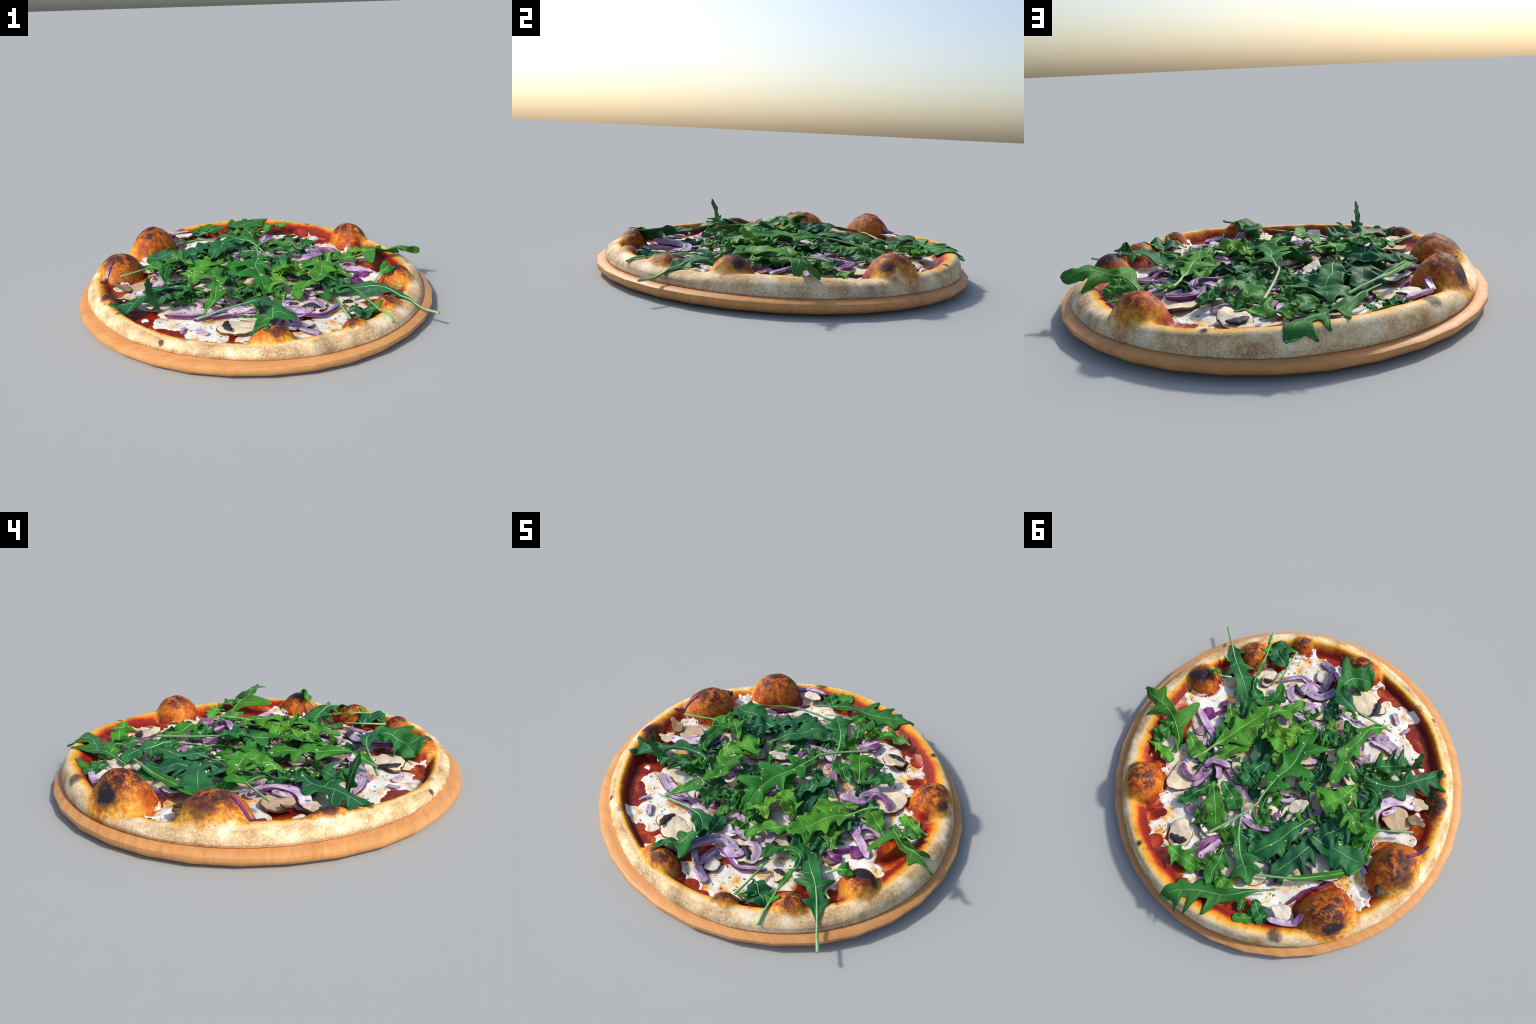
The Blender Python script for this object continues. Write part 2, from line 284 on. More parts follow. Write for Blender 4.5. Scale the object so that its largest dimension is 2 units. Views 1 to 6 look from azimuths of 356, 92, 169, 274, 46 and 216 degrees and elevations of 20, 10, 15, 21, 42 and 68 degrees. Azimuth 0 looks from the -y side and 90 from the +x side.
    dict(spine=[(0.102, 0.458, 0.120), (0.037, 0.461, 0.125), (-0.012, 0.486, 0.120)], w=0.03, stem=0, roll=0, tone=0.5, lobes=[(0.5, 1, 0.02, 0.08)]),
    dict(spine=[(-0.018, 0.075, 0.135), (0.013, 0.161, 0.140), (-0.007, 0.261, 0.140), (-0.053, 0.313, 0.135), (-0.123, 0.285, 0.125)], w=0.018, stem=0, roll=20, tone=0.6, lobes=[(0.5, 1, 0.01, 0.1)]),
    dict(spine=[(-0.140, 0.056, 0.125), (-0.150, -0.021, 0.140), (-0.163, -0.112, 0.145), (-0.153, -0.177, 0.135)], w=0.03, stem=0, roll=0, tone=0.15, lobes=[(0.5, 1, 0.03, 0.06), (0.6, -1, 0.03, 0.06)]),
    dict(spine=[(0.629, -0.297, 0.165), (0.669, -0.260, 0.195), (0.706, -0.253, 0.225), (0.717, -0.224, 0.218)], w=0.026, stem=0.4, roll=30, tone=0.55, lobes=[]),
    dict(spine=[(0.750, -0.394, 0.165), (0.707, -0.381, 0.160)], w=0.008, stem=0.5, roll=0, tone=0.7, lobes=[]),
    dict(spine=[(0.015, 0.509, 0.130), (0.039, 0.456, 0.150), (0.019, 0.402, 0.130)], w=0.02, stem=0, roll=0, tone=0.5, lobes=[]),
    dict(spine=[(-0.180, 0.216, 0.140), (-0.191, 0.147, 0.145), (-0.215, 0.095, 0.140)], w=0.01, stem=0.5, roll=0, tone=0.6, lobes=[]),
]
ONIONS = [
    dict(path=[(0.043, -0.705, 0.139), (0.079, -0.585, 0.135), (0.131, -0.508, 0.125), (0.232, -0.504, 0.105)], w=0.034, h=0.03, skin=0.1),
    dict(path=[(0.262, -0.738, 0.095), (0.203, -0.724, 0.105), (0.161, -0.709, 0.115)], w=0.03, h=0.02, skin=0.4),
    dict(path=[(0.161, -0.713, 0.118), (0.153, -0.637, 0.118), (0.140, -0.571, 0.110)], w=0.028, h=0.02, skin=0.5),
    dict(path=[(0.160, -0.707, 0.118), (0.116, -0.685, 0.115), (0.075, -0.655, 0.105)], w=0.026, h=0.018, skin=0.4),
    dict(path=[(0.402, -0.464, 0.110), (0.366, -0.507, 0.112), (0.301, -0.567, 0.112), (0.224, -0.562, 0.112), (0.140, -0.558, 0.110)], w=0.018, h=0.02, skin=0.5),
    dict(path=[(0.298, -0.562, 0.112), (0.204, -0.557, 0.112), (0.140, -0.563, 0.110)], w=0.02, h=0.014, skin=0.3),
    dict(path=[(0.674, -0.038, 0.115), (0.569, 0.017, 0.115), (0.470, 0.053, 0.110)], w=0.032, h=0.018, skin=0.2),
    dict(path=[(0.641, -0.075, 0.110), (0.604, -0.049, 0.112), (0.576, -0.026, 0.110)], w=0.045, h=0.012, skin=0.9),
    dict(path=[(0.601, 0.098, 0.108), (0.581, 0.060, 0.112), (0.572, 0.014, 0.112)], w=0.024, h=0.016, skin=0.6),
    dict(path=[(0.586, -0.043, 0.108), (0.560, -0.096, 0.112), (0.521, -0.154, 0.112)], w=0.014, h=0.02, skin=0.8),
    dict(path=[(0.536, 0.043, 0.108), (0.498, 0.070, 0.110), (0.474, 0.113, 0.108)], w=0.03, h=0.014, skin=0.2),
    dict(path=[(0.531, 0.286, 0.120), (0.496, 0.323, 0.128), (0.449, 0.337, 0.130), (0.409, 0.322, 0.130), (0.405, 0.280, 0.130), (0.420, 0.234, 0.128)], w=0.024, h=0.032, skin=0.6),
    dict(path=[(0.526, 0.272, 0.120), (0.507, 0.244, 0.125), (0.455, 0.217, 0.125)], w=0.02, h=0.02, skin=0.3),
    dict(path=[(0.409, 0.243, 0.135), (0.396, 0.195, 0.150), (0.348, 0.174, 0.150), (0.293, 0.160, 0.135)], w=0.03, h=0.024, skin=0.5),
    dict(path=[(0.364, 0.180, 0.140), (0.325, 0.217, 0.135), (0.306, 0.252, 0.125)], w=0.026, h=0.02, skin=0.4),
    dict(path=[(0.392, 0.369, 0.125), (0.382, 0.330, 0.128), (0.367, 0.234, 0.135)], w=0.026, h=0.018, skin=0.5),
    dict(path=[(-0.275, -0.486, 0.108), (-0.354, -0.501, 0.112), (-0.431, -0.487, 0.112), (-0.495, -0.454, 0.105)], w=0.028, h=0.016, skin=0.25),
    dict(path=[(-0.269, -0.457, 0.104), (-0.345, -0.469, 0.108), (-0.423, -0.461, 0.108), (-0.477, -0.442, 0.102)], w=0.026, h=0.012, skin=0.15),
    dict(path=[(-0.220, -0.448, 0.105), (-0.273, -0.509, 0.108), (-0.350, -0.534, 0.105)], w=0.018, h=0.016, skin=0.4),
    dict(path=[(-0.573, -0.011, 0.140), (-0.535, -0.052, 0.147), (-0.526, -0.116, 0.150), (-0.562, -0.186, 0.150), (-0.620, -0.234, 0.145), (-0.704, -0.244, 0.130)], w=0.042, h=0.016, skin=0.1),
    dict(path=[(-0.560, -0.102, 0.146), (-0.591, -0.137, 0.146), (-0.605, -0.190, 0.142)], w=0.02, h=0.012, skin=0.35),
    dict(path=[(0.053, 0.358, 0.125), (-0.013, 0.364, 0.130), (-0.081, 0.342, 0.128), (-0.147, 0.297, 0.125)], w=0.024, h=0.016, skin=0.45),
    dict(path=[(0.062, 0.336, 0.125), (0.016, 0.336, 0.128), (-0.060, 0.344, 0.125)], w=0.018, h=0.016, skin=0.3),
    dict(path=[(0.060, 0.349, 0.120), (0.037, 0.380, 0.120), (-0.005, 0.404, 0.118)], w=0.018, h=0.02, skin=0.5),
    dict(path=[(0.142, 0.662, 0.130), (0.137, 0.590, 0.135), (0.096, 0.524, 0.130)], w=0.026, h=0.02, skin=0.65),
    dict(path=[(0.116, 0.676, 0.128), (0.092, 0.609, 0.128), (0.078, 0.529, 0.125)], w=0.03, h=0.012, skin=0.2),
    dict(path=[(0.215, 0.189, 0.120), (0.168, 0.242, 0.128), (0.117, 0.284, 0.120)], w=0.028, h=0.018, skin=0.5),
    dict(path=[(-0.067, 0.301, 0.130), (-0.100, 0.263, 0.135), (-0.089, 0.217, 0.132)], w=0.024, h=0.02, skin=0.6),
    dict(path=[(-0.385, 0.730, 0.160), (-0.456, 0.705, 0.165), (-0.510, 0.672, 0.162), (-0.519, 0.645, 0.165), (-0.532, 0.610, 0.195)], w=0.022, h=0.02, skin=0.35),
    dict(path=[(-0.518, 0.683, 0.160), (-0.520, 0.646, 0.175), (-0.523, 0.612, 0.190)], w=0.022, h=0.02, skin=0.6),
    dict(path=[(-0.412, 0.624, 0.110), (-0.442, 0.545, 0.114), (-0.474, 0.466, 0.116), (-0.524, 0.413, 0.118), (-0.541, 0.342, 0.120), (-0.520, 0.290, 0.120), (-0.487, 0.252, 0.120)], w=0.01, h=0.018, skin=0.9),
    dict(path=[(-0.082, -0.490, 0.108), (-0.166, -0.458, 0.112), (-0.265, -0.461, 0.108)], w=0.02, h=0.016, skin=0.4),
    dict(path=[(-0.076, -0.523, 0.106), (-0.181, -0.506, 0.110), (-0.259, -0.519, 0.106)], w=0.022, h=0.012, skin=0.2),
    dict(path=[(-0.278, -0.693, 0.100), (-0.311, -0.665, 0.104), (-0.339, -0.639, 0.100)], w=0.022, h=0.012, skin=0.3),
    dict(path=[(-0.384, -0.605, 0.098), (-0.399, -0.629, 0.100), (-0.405, -0.664, 0.098)], w=0.012, h=0.01, skin=0.4),
    dict(path=[(-0.464, -0.227, 0.140), (-0.505, -0.145, 0.140), (-0.519, -0.063, 0.130)], w=0.014, h=0.018, skin=0.75),
    dict(path=[(-0.473, -0.192, 0.130), (-0.487, -0.216, 0.135), (-0.505, -0.247, 0.130)], w=0.014, h=0.014, skin=0.6),
    dict(path=[(-0.518, 0.026, 0.135), (-0.542, 0.096, 0.135), (-0.561, 0.157, 0.130)], w=0.022, h=0.016, skin=0.4),
    dict(path=[(-0.550, 0.041, 0.130), (-0.575, 0.101, 0.132), (-0.559, 0.143, 0.130)], w=0.016, h=0.014, skin=0.2),
    dict(path=[(0.202, -0.334, 0.118), (0.126, -0.351, 0.120), (0.055, -0.341, 0.118), (0.010, -0.323, 0.112)], w=0.028, h=0.012, skin=0.15),
    dict(path=[(0.138, -0.232, 0.125), (0.086, -0.259, 0.128), (0.060, -0.302, 0.125)], w=0.022, h=0.018, skin=0.7),
    dict(path=[(-0.806, 0.045, 0.225), (-0.840, -0.016, 0.213), (-0.857, -0.069, 0.190), (-0.868, -0.093, 0.178)], w=0.012, h=0.012, skin=0.95, cling=True),
    dict(path=[(0.590, -0.134, 0.110), (0.561, -0.162, 0.112), (0.507, -0.157, 0.110)], w=0.03, h=0.014, skin=0.95),
    dict(path=[(-0.158, 0.099, 0.130), (-0.211, 0.110, 0.132), (-0.231, 0.160, 0.130)], w=0.03, h=0.016, skin=0.5),
    dict(path=[(-0.189, 0.024, 0.120), (-0.255, 0.042, 0.122), (-0.272, 0.110, 0.120)], w=0.03, h=0.012, skin=0.2),
    dict(path=[(-0.284, 0.569, 0.110), (-0.300, 0.551, 0.114), (-0.309, 0.522, 0.112)], w=0.012, h=0.02, skin=0.8),
    dict(path=[(-0.592, 0.192, 0.120), (-0.637, 0.206, 0.120), (-0.676, 0.221, 0.115)], w=0.018, h=0.014, skin=0.35),
    dict(path=[(-0.006, -0.095, 0.120), (-0.058, -0.132, 0.122), (-0.102, -0.181, 0.120)], w=0.024, h=0.014, skin=0.35),
    dict(path=[(0.007, 0.296, 0.125), (-0.034, 0.340, 0.128), (-0.083, 0.335, 0.125)], w=0.02, h=0.02, skin=0.55),
    dict(path=[(-0.360, 0.355, 0.130), (-0.403, 0.355, 0.132), (-0.423, 0.362, 0.130)], w=0.03, h=0.014, skin=0.8),
    dict(path=[(0.087, 0.725, 0.118), (0.055, 0.734, 0.125), (0.041, 0.715, 0.120)], w=0.03, h=0.02, skin=0.7),
]
MUSHROOMS = [
    dict(centre=(0.284, 0.620, 0.118), heading=-75, size=0.07, stem=0.2, gill=(-0.045, 0.0, 0.05, 0.022), tilt=15),
    dict(centre=(0.482, 0.355, 0.112), heading=68, size=0.088, stem=0.3, tilt=0),
    dict(centre=(0.242, 0.107, 0.118), heading=138, size=0.065, stem=0, tilt=10),
    dict(centre=(-0.116, -0.645, 0.102), heading=-171, size=0.082, stem=0.6, gill=(0.07, -0.01, 0.055, 0.02), tilt=0),
    dict(centre=(-0.628, -0.134, 0.128), heading=-19, size=0.075, stem=0.2, tilt=0, tone=0.6),
    dict(centre=(-0.729, -0.173, 0.152), heading=174, size=0.035, stem=1.2, tilt=25, tone=0.75),
    dict(centre=(-0.696, -0.268, 0.135), heading=-161, size=0.04, stem=0.8, tilt=0, tone=0.5),
    dict(centre=(-0.425, 0.659, 0.160), heading=6, size=0.045, stem=0.5, tilt=0, tone=0.2),
    dict(centre=(-0.460, 0.320, 0.128), heading=21, size=0.085, stem=0.3, tilt=0, tone=0.05, gill=(-0.06, 0.01, 0.04, 0.018)),
    dict(centre=(-0.161, 0.126, 0.140), heading=-123, size=0.045, stem=0.5, tilt=15, tone=0.2),
    dict(centre=(-0.063, 0.244, 0.120), heading=1, size=0.05, stem=0.4, tilt=0, tone=0.3, gill=(0.02, 0.01, 0.03, 0.016)),
    dict(centre=(-0.305, -0.197, 0.128), heading=-4, size=0.06, stem=0.3, tilt=0, tone=0.35),
    dict(centre=(0.282, -0.482, 0.108), heading=-113, size=0.05, stem=0.7, gill=(0.0, -0.02, 0.045, 0.018), tilt=0, tone=0.4),
    dict(centre=(0.115, -0.394, 0.108), heading=-170, size=0.04, stem=1.0, tilt=0, tone=0.5),
    dict(centre=(0.314, -0.434, 0.108), heading=-35, size=0.03, stem=0.3, tilt=0, tone=0.3),
    dict(centre=(-0.051, 0.627, 0.120), heading=153, size=0.055, stem=0.2, tilt=0, tone=0.3),
    dict(centre=(-0.784, 0.258, 0.125), heading=-175, size=0.03, stem=0.9, tilt=10, tone=0.98, gill=(-0.02, 0.0, 0.03, 0.015)),
    dict(centre=(0.600, 0.048, 0.100), heading=128, size=0.045, stem=0.4, tilt=0, tone=0.5),
    dict(centre=(0.465, -0.435, 0.100), heading=-70, size=0.035, stem=0.4, tilt=0, tone=0.4, gill=(-0.01, -0.01, 0.03, 0.014)),
    dict(centre=(-0.266, -0.340, 0.115), heading=-165, size=0.03, stem=0.8, tilt=0, tone=0.6),
    dict(centre=(0.150, 0.537, 0.112), heading=160, size=0.05, stem=0.3, tilt=0, tone=0.25),
    dict(centre=(0.556, -0.165, 0.100), heading=93, size=0.035, stem=0.3, tilt=0, tone=0.9),
    dict(centre=(-0.024, -0.343, 0.105), heading=108, size=0.05, stem=0.5, tilt=0, tone=0.4),
    dict(centre=(-0.067, -0.538, 0.100), heading=166, size=0.05, stem=0.3, tilt=0, tone=0.15),
    dict(centre=(-0.565, -0.401, 0.125), heading=-89, size=0.03, stem=0.1, tilt=10, tone=0.3),
    dict(centre=(0.161, -0.425, 0.106), heading=167, size=0.05, stem=0.4, tilt=0, tone=0.35),
    dict(centre=(-0.608, 0.129, 0.125), heading=157, size=0.03, stem=0.4, tilt=0, tone=0.35),
    dict(centre=(-0.646, 0.153, 0.120), heading=-153, size=0.035, stem=0.8, tilt=0, tone=0.15),
    dict(centre=(-0.201, 0.577, 0.112), heading=-158, size=0.05, stem=0.3, tilt=0, tone=0.3),
    dict(centre=(-0.058, 0.066, 0.115), heading=169, size=0.05, stem=0.4, tilt=0, tone=0.05),
    dict(centre=(-0.021, -0.232, 0.110), heading=156, size=0.05, stem=0.4, tilt=0, tone=0.4),
    dict(centre=(-0.575, 0.066, 0.120), heading=-161, size=0.03, stem=0.5, tilt=0, tone=0.5),
    dict(centre=(0.198, -0.644, 0.102), heading=137, size=0.04, stem=0.4, tilt=0, tone=0.1),
]
CHEESE = [
    dict(x=0.306, y=-0.706, r=0.077),
    dict(x=0.364, y=-0.645, r=0.064),
    dict(x=0.259, y=-0.759, r=0.051),
    dict(x=0.173, y=-0.753, r=0.064),
    dict(x=0.306, y=-0.610, r=0.064),
    dict(x=0.128, y=-0.747, r=0.038),
    dict(x=-0.100, y=-0.768, r=0.048),
    dict(x=-0.110, y=-0.729, r=0.032),
    dict(x=-0.229, y=-0.703, r=0.045),
    dict(x=-0.307, y=-0.704, r=0.048),
    dict(x=-0.383, y=-0.731, r=0.036),
    dict(x=-0.342, y=-0.648, r=0.051),
    dict(x=-0.323, y=-0.580, r=0.051),
    dict(x=-0.385, y=-0.554, r=0.057),
    dict(x=-0.458, y=-0.536, r=0.036),
    dict(x=-0.526, y=-0.524, r=0.032),
    dict(x=-0.519, y=-0.485, r=0.026),
    dict(x=-0.597, y=-0.481, r=0.020),
    dict(x=-0.675, y=0.001, r=0.070),
    dict(x=-0.735, y=-0.042, r=0.051),
    dict(x=-0.632, y=0.047, r=0.051),
    dict(x=-0.761, y=-0.069, r=0.032),
    dict(x=-0.748, y=-0.209, r=0.023),
    dict(x=-0.724, y=-0.224, r=0.020),
    dict(x=-0.381, y=0.561, r=0.089),
    dict(x=-0.337, y=0.622, r=0.057),
    dict(x=-0.429, y=0.483, r=0.064),
    dict(x=-0.473, y=0.421, r=0.064),
    dict(x=-0.590, y=0.337, r=0.077),
    dict(x=-0.685, y=0.328, r=0.064),
    dict(x=-0.734, y=0.338, r=0.045),
    dict(x=-0.727, y=0.371, r=0.032),
    dict(x=-0.382, y=0.664, r=0.038),
    dict(x=-0.623, y=0.343, r=0.064),
    dict(x=-0.456, y=0.625, r=0.064),
    dict(x=0.735, y=-0.188, r=0.064),
    dict(x=0.729, y=-0.072, r=0.045),
    dict(x=0.676, y=-0.156, r=0.064),
    dict(x=0.659, y=-0.243, r=0.051),
    dict(x=0.776, y=-0.066, r=0.018),
    dict(x=0.645, y=-0.030, r=0.064),
    dict(x=0.545, y=-0.030, r=0.077),
    dict(x=0.485, y=0.480, r=0.051),
    dict(x=0.427, y=0.471, r=0.057),
    dict(x=0.436, y=0.560, r=0.028),
    dict(x=0.396, y=0.531, r=0.051),
    dict(x=0.594, y=0.407, r=0.032),
    dict(x=0.410, y=0.670, r=0.051),
    dict(x=0.460, y=0.649, r=0.020),
    dict(x=0.389, y=0.558, r=0.051),
    dict(x=0.698, y=0.240, r=0.045),
    dict(x=0.625, y=0.309, r=0.032),
    dict(x=0.578, y=0.447, r=0.032),
    dict(x=0.569, y=0.235, r=0.064),
    dict(x=0.086, y=0.778, r=0.038),
    dict(x=0.049, y=0.767, r=0.051),
    dict(x=0.043, y=0.717, r=0.064),
    dict(x=0.325, y=0.735, r=0.026),
    dict(x=0.330, y=0.532, r=0.064),
    dict(x=0.374, y=0.596, r=0.026),
    dict(x=0.633, y=-0.299, r=0.038),
    dict(x=0.505, y=-0.467, r=0.064),
    dict(x=0.370, y=-0.084, r=0.255),
    dict(x=0.104, y=-0.275, r=0.255),
    dict(x=0.171, y=0.288, r=0.255),
    dict(x=-0.034, y=0.140, r=0.255),
    dict(x=-0.239, y=-0.006, r=0.255),
    dict(x=-0.074, y=0.510, r=0.191),
    dict(x=-0.286, y=0.280, r=0.255),
    dict(x=-0.168, y=-0.293, r=0.230),
    dict(x=-0.450, y=0.084, r=0.153),
    dict(x=0.414, y=0.054, r=0.128),
    dict(x=-0.082, y=-0.588, r=0.102),
    dict(x=-0.269, y=-0.542, r=0.102),
    dict(x=-0.377, y=-0.374, r=0.128),
    dict(x=-0.531, y=-0.249, r=0.102),
    dict(x=-0.083, y=0.702, r=0.077),
    dict(x=-0.234, y=0.623, r=0.115),
    dict(x=0.163, y=0.603, r=0.102),
    dict(x=0.440, y=0.314, r=0.128),
    dict(x=0.554, y=-0.262, r=0.077),
    dict(x=0.341, y=-0.471, r=0.102),
    dict(x=-0.016, y=-0.689, r=0.051),
]
SAUCE_GAPS = [
    dict(x=0.224, y=-0.804, r=0.051),
    dict(x=0.307, y=-0.803, r=0.051),
    dict(x=0.150, y=-0.818, r=0.038),
    dict(x=-0.029, y=-0.792, r=0.045),
    dict(x=-0.147, y=-0.783, r=0.038),
    dict(x=-0.253, y=-0.766, r=0.032),
    dict(x=-0.516, y=-0.613, r=0.064),
    dict(x=-0.450, y=-0.672, r=0.057),
    dict(x=-0.585, y=-0.575, r=0.051),
    dict(x=-0.434, y=-0.624, r=0.026),
    dict(x=-0.580, y=-0.520, r=0.032),
    dict(x=-0.795, y=-0.179, r=0.051),
    dict(x=-0.764, y=-0.253, r=0.032),
    dict(x=-0.782, y=0.390, r=0.032),
    dict(x=-0.795, y=0.323, r=0.032),
    dict(x=-0.702, y=0.419, r=0.020),
    dict(x=-0.075, y=0.848, r=0.051),
    dict(x=-0.163, y=0.806, r=0.077),
    dict(x=-0.247, y=0.760, r=0.064),
    dict(x=-0.091, y=0.829, r=0.038),
    dict(x=0.285, y=0.783, r=0.064),
    dict(x=0.188, y=0.806, r=0.057),
    dict(x=0.371, y=0.737, r=0.051),
    dict(x=0.489, y=0.614, r=0.051),
    dict(x=0.448, y=0.585, r=0.026),
    dict(x=0.454, y=0.733, r=0.038),
    dict(x=0.852, y=-0.011, r=0.051),
    dict(x=0.846, y=-0.090, r=0.051),
    dict(x=0.800, y=-0.011, r=0.032),
    dict(x=0.733, y=0.300, r=0.038),
    dict(x=0.649, y=0.361, r=0.038),
    dict(x=0.652, y=0.398, r=0.038),
    dict(x=0.365, y=0.763, r=0.038),
    dict(x=0.093, y=0.828, r=0.026),
    dict(x=0.740, y=-0.338, r=0.051),
    dict(x=0.694, y=-0.380, r=0.051),
    dict(x=0.376, y=-0.734, r=0.032),
    dict(x=-0.048, y=-0.863, r=0.038),
]

# ------------------------------------------------------------------ the dough: shape rules
ANGLES = np.arange(0, 360, 15)
RIM_OUT = [.940, .935, .937, .937, .946, .954, .950, .948, .946, .946, .946, .944, .946, .935, .930, .936, .926, .928, .940, .948, .949, .947, .940, .930]
RIM_CREST = [.855, .855, .872, .888, .895, .905, .905, .900, .890, .890, .880, .888, .885, .872, .875, .872, .880, .865, .880, .885, .885, .865, .850, .862]
RIM_RED = [.827, .834, .832, .848, .872, .872, .872, .864, .860, .849, .849, .848, .848, .846, .842, .856, .862, .852, .862, .858, .850, .844, .838, .850]
RIM_TOP = [.152, .141, .135, .142, .152, .166, .174, .176, .170, .148, .104, .144, .156, .150, .152, .142, .132, .126, .130, .144, .148, .136, .122, .142]
# level of the filling just inside the rim
# how far inward the rim slopes before it meets the filling
RIM_SLOPE = [.080, .065, .045, .040, .060, .080, .090, .080, .055, .035, .030, .030, .055, .080, .055, .030, .025, .025, .025, .025, .025, .025, .030, .045]
RIM_FLOOR = [.110, .100, .088, .088, .098, .114, .122, .118, .108, .098, .092, .092, .104, .110, .096, .084, .082, .080, .080, .080, .080, .080, .084, .096]
BOARD_TOP = 0.0700

# blisters baked into the rim: place, radius along / across the rim, top height
BLISTERS = [
    dict(x=-.625, y=.530, ra=.145, rb=.168, outer=.76, top=.266, char=(.03, .05)),
    dict(x=-.785, y=.112, ra=.142, rb=.172, top=.242, char=(.02, .0)),
    dict(x=.772, y=-.208, ra=.100, rb=.105, top=.213, char=(-.03, .0)),
    dict(x=.640, y=.515, ra=.118, rb=.128, top=.234, char=(-.02, .0)),
    dict(x=.022, y=-.832, ra=.080, rb=.125, top=.188, char=(.03, .0)),
    dict(x=.635, y=-.535, ra=.085, rb=.100, top=.176, char=(.0, .0)),
    dict(x=.430, y=-.752, ra=.062, rb=.065, top=.166, char=(.02, .0)),
    dict(x=-.790, y=-.335, ra=.060, rb=.125, top=.174, char=(.02, .0)),
]
# scorched spots on the crust: place, radius, darkness
SCORCH = [
    (.724, -.544, .135, .013, .9), (-.473, .782, .165, .050, .85), (-.498, -.780, .115, .018, .9), (.415, .803, .145, .026, 1.0),
    (.735, .480, .2, .050, .9), (.800, .545, .14, .040, .9), (-.715, .590, .2, .085, 1.0), (-.640, .440, .25, .05, .9),
    (-.845, .160, .2, .07, .7), (-.800, .075, .22, .06, .7), (.770, -.190, .21, .060, 1.0), (.840, -.170, .19, .05, .9),
    (.395, -.790, .165, .035, .9), (.04, -.87, .185, .04, .8), (.25, -.895, .11, .07, .35), (-.80, -.335, .175, .05, .75),
    (-.30, -.885, .1, .03, .35), (-.72, -.50, .15, .02, .7), (-.905, .345, .12, .012, .6), (.93, -.30, .1, .03, .3), (.87, .40, .1, .06, .3), (-.385, -.790, .13, .03, .5),
]


def ring(values, th):
    return np.interp(np.degrees(th) % 360, np.r_[ANGLES, 360], np.r_[values, values[0]])


def soft_ring(values, th):
    return sum(ring(values, th + math.radians(o)) * w for o, w in ((-8, .2), (-4, .2), (0, .2), (4, .2), (8, .2)))


def floor_height(x, y):
    # sauce level: thin dough with gentle swells, higher on the -x side
    r = np.hypot(x, y)
    near = sstep(.50, .80, r)
    mid = 0.080 + 0.012 * np.clip(-x, 0, 1) + 0.012 * np.exp(-(r / 0.45) ** 2)
    h = mid * (1 - near) + (soft_ring(RIM_FLOOR, np.arctan2(y, x)) - .004) * near
    return h + 0.004 * vnoise(x, y, 9, 2)


def crust_height(x, y):
    x, y = np.asarray(x, float), np.asarray(y, float)
    r, th = np.hypot(x, y), np.arctan2(y, x)
    ro, rc, rr, zt = (soft_ring(v, th) for v in (RIM_OUT, RIM_CREST, RIM_RED, RIM_TOP))
    ri = rr - soft_ring(RIM_SLOPE, th)
    zf = floor_height(x, y)
    rise = sstep(0, 1, (r - ri) / (rc - ri))
    q = np.clip((r - rc) / (ro + .006 - rc), 0, 1)
    dome = 0.090 + (zt - 0.090) * np.sqrt(np.clip(1 - q ** 2.3, 0, 1))
    z = np.where(r < rc, zf + (zt - zf) * rise, dome)
    z = z + 0.0035 * vnoise(x, y, 26, 5) * sstep(ri, rc, r) * (1 - q ** 3)
    for b in BLISTERS:
        a = math.atan2(b["y"], b["x"])
        dx, dy = x - b["x"], y - b["y"]
        u = (dx * math.cos(a) + dy * math.sin(a)) / b["ra"]
        u = np.where(u > 0, u / b.get("outer", 1.0), u)
        v = (-dx * math.sin(a) + dy * math.cos(a)) / b["rb"]
        d = (np.abs(u) ** 2.3 + np.abs(v) ** 2.3) ** (1 / 2.3) * (1 + 0.13 * vnoise(x, y, 8, 3) + .05 * vnoise(x, y, 19, 31))
        d = np.maximum(d, 1e-6)
        base = np.minimum(z, zt)
        bump = np.where(d < 1, (1 - np.clip(d, 0, 1) ** 2.3) ** 0.72, 0)
        lift = bump * (b["top"] - 0.085) + 0.085 + (0.006 * vnoise(x, y, 22, 8) + .002 * vnoise(x, y, 60, 18)) * bump
        k = 0.034
        hmix = np.clip(0.5 + 0.5 * (lift - z) / k, 0, 1)
        zz = z * (1 - hmix) + lift * hmix + k * hmix * (1 - hmix)
        z = np.where(d < 1.25, np.where(q > 0.985, z, zz), z)
    return z


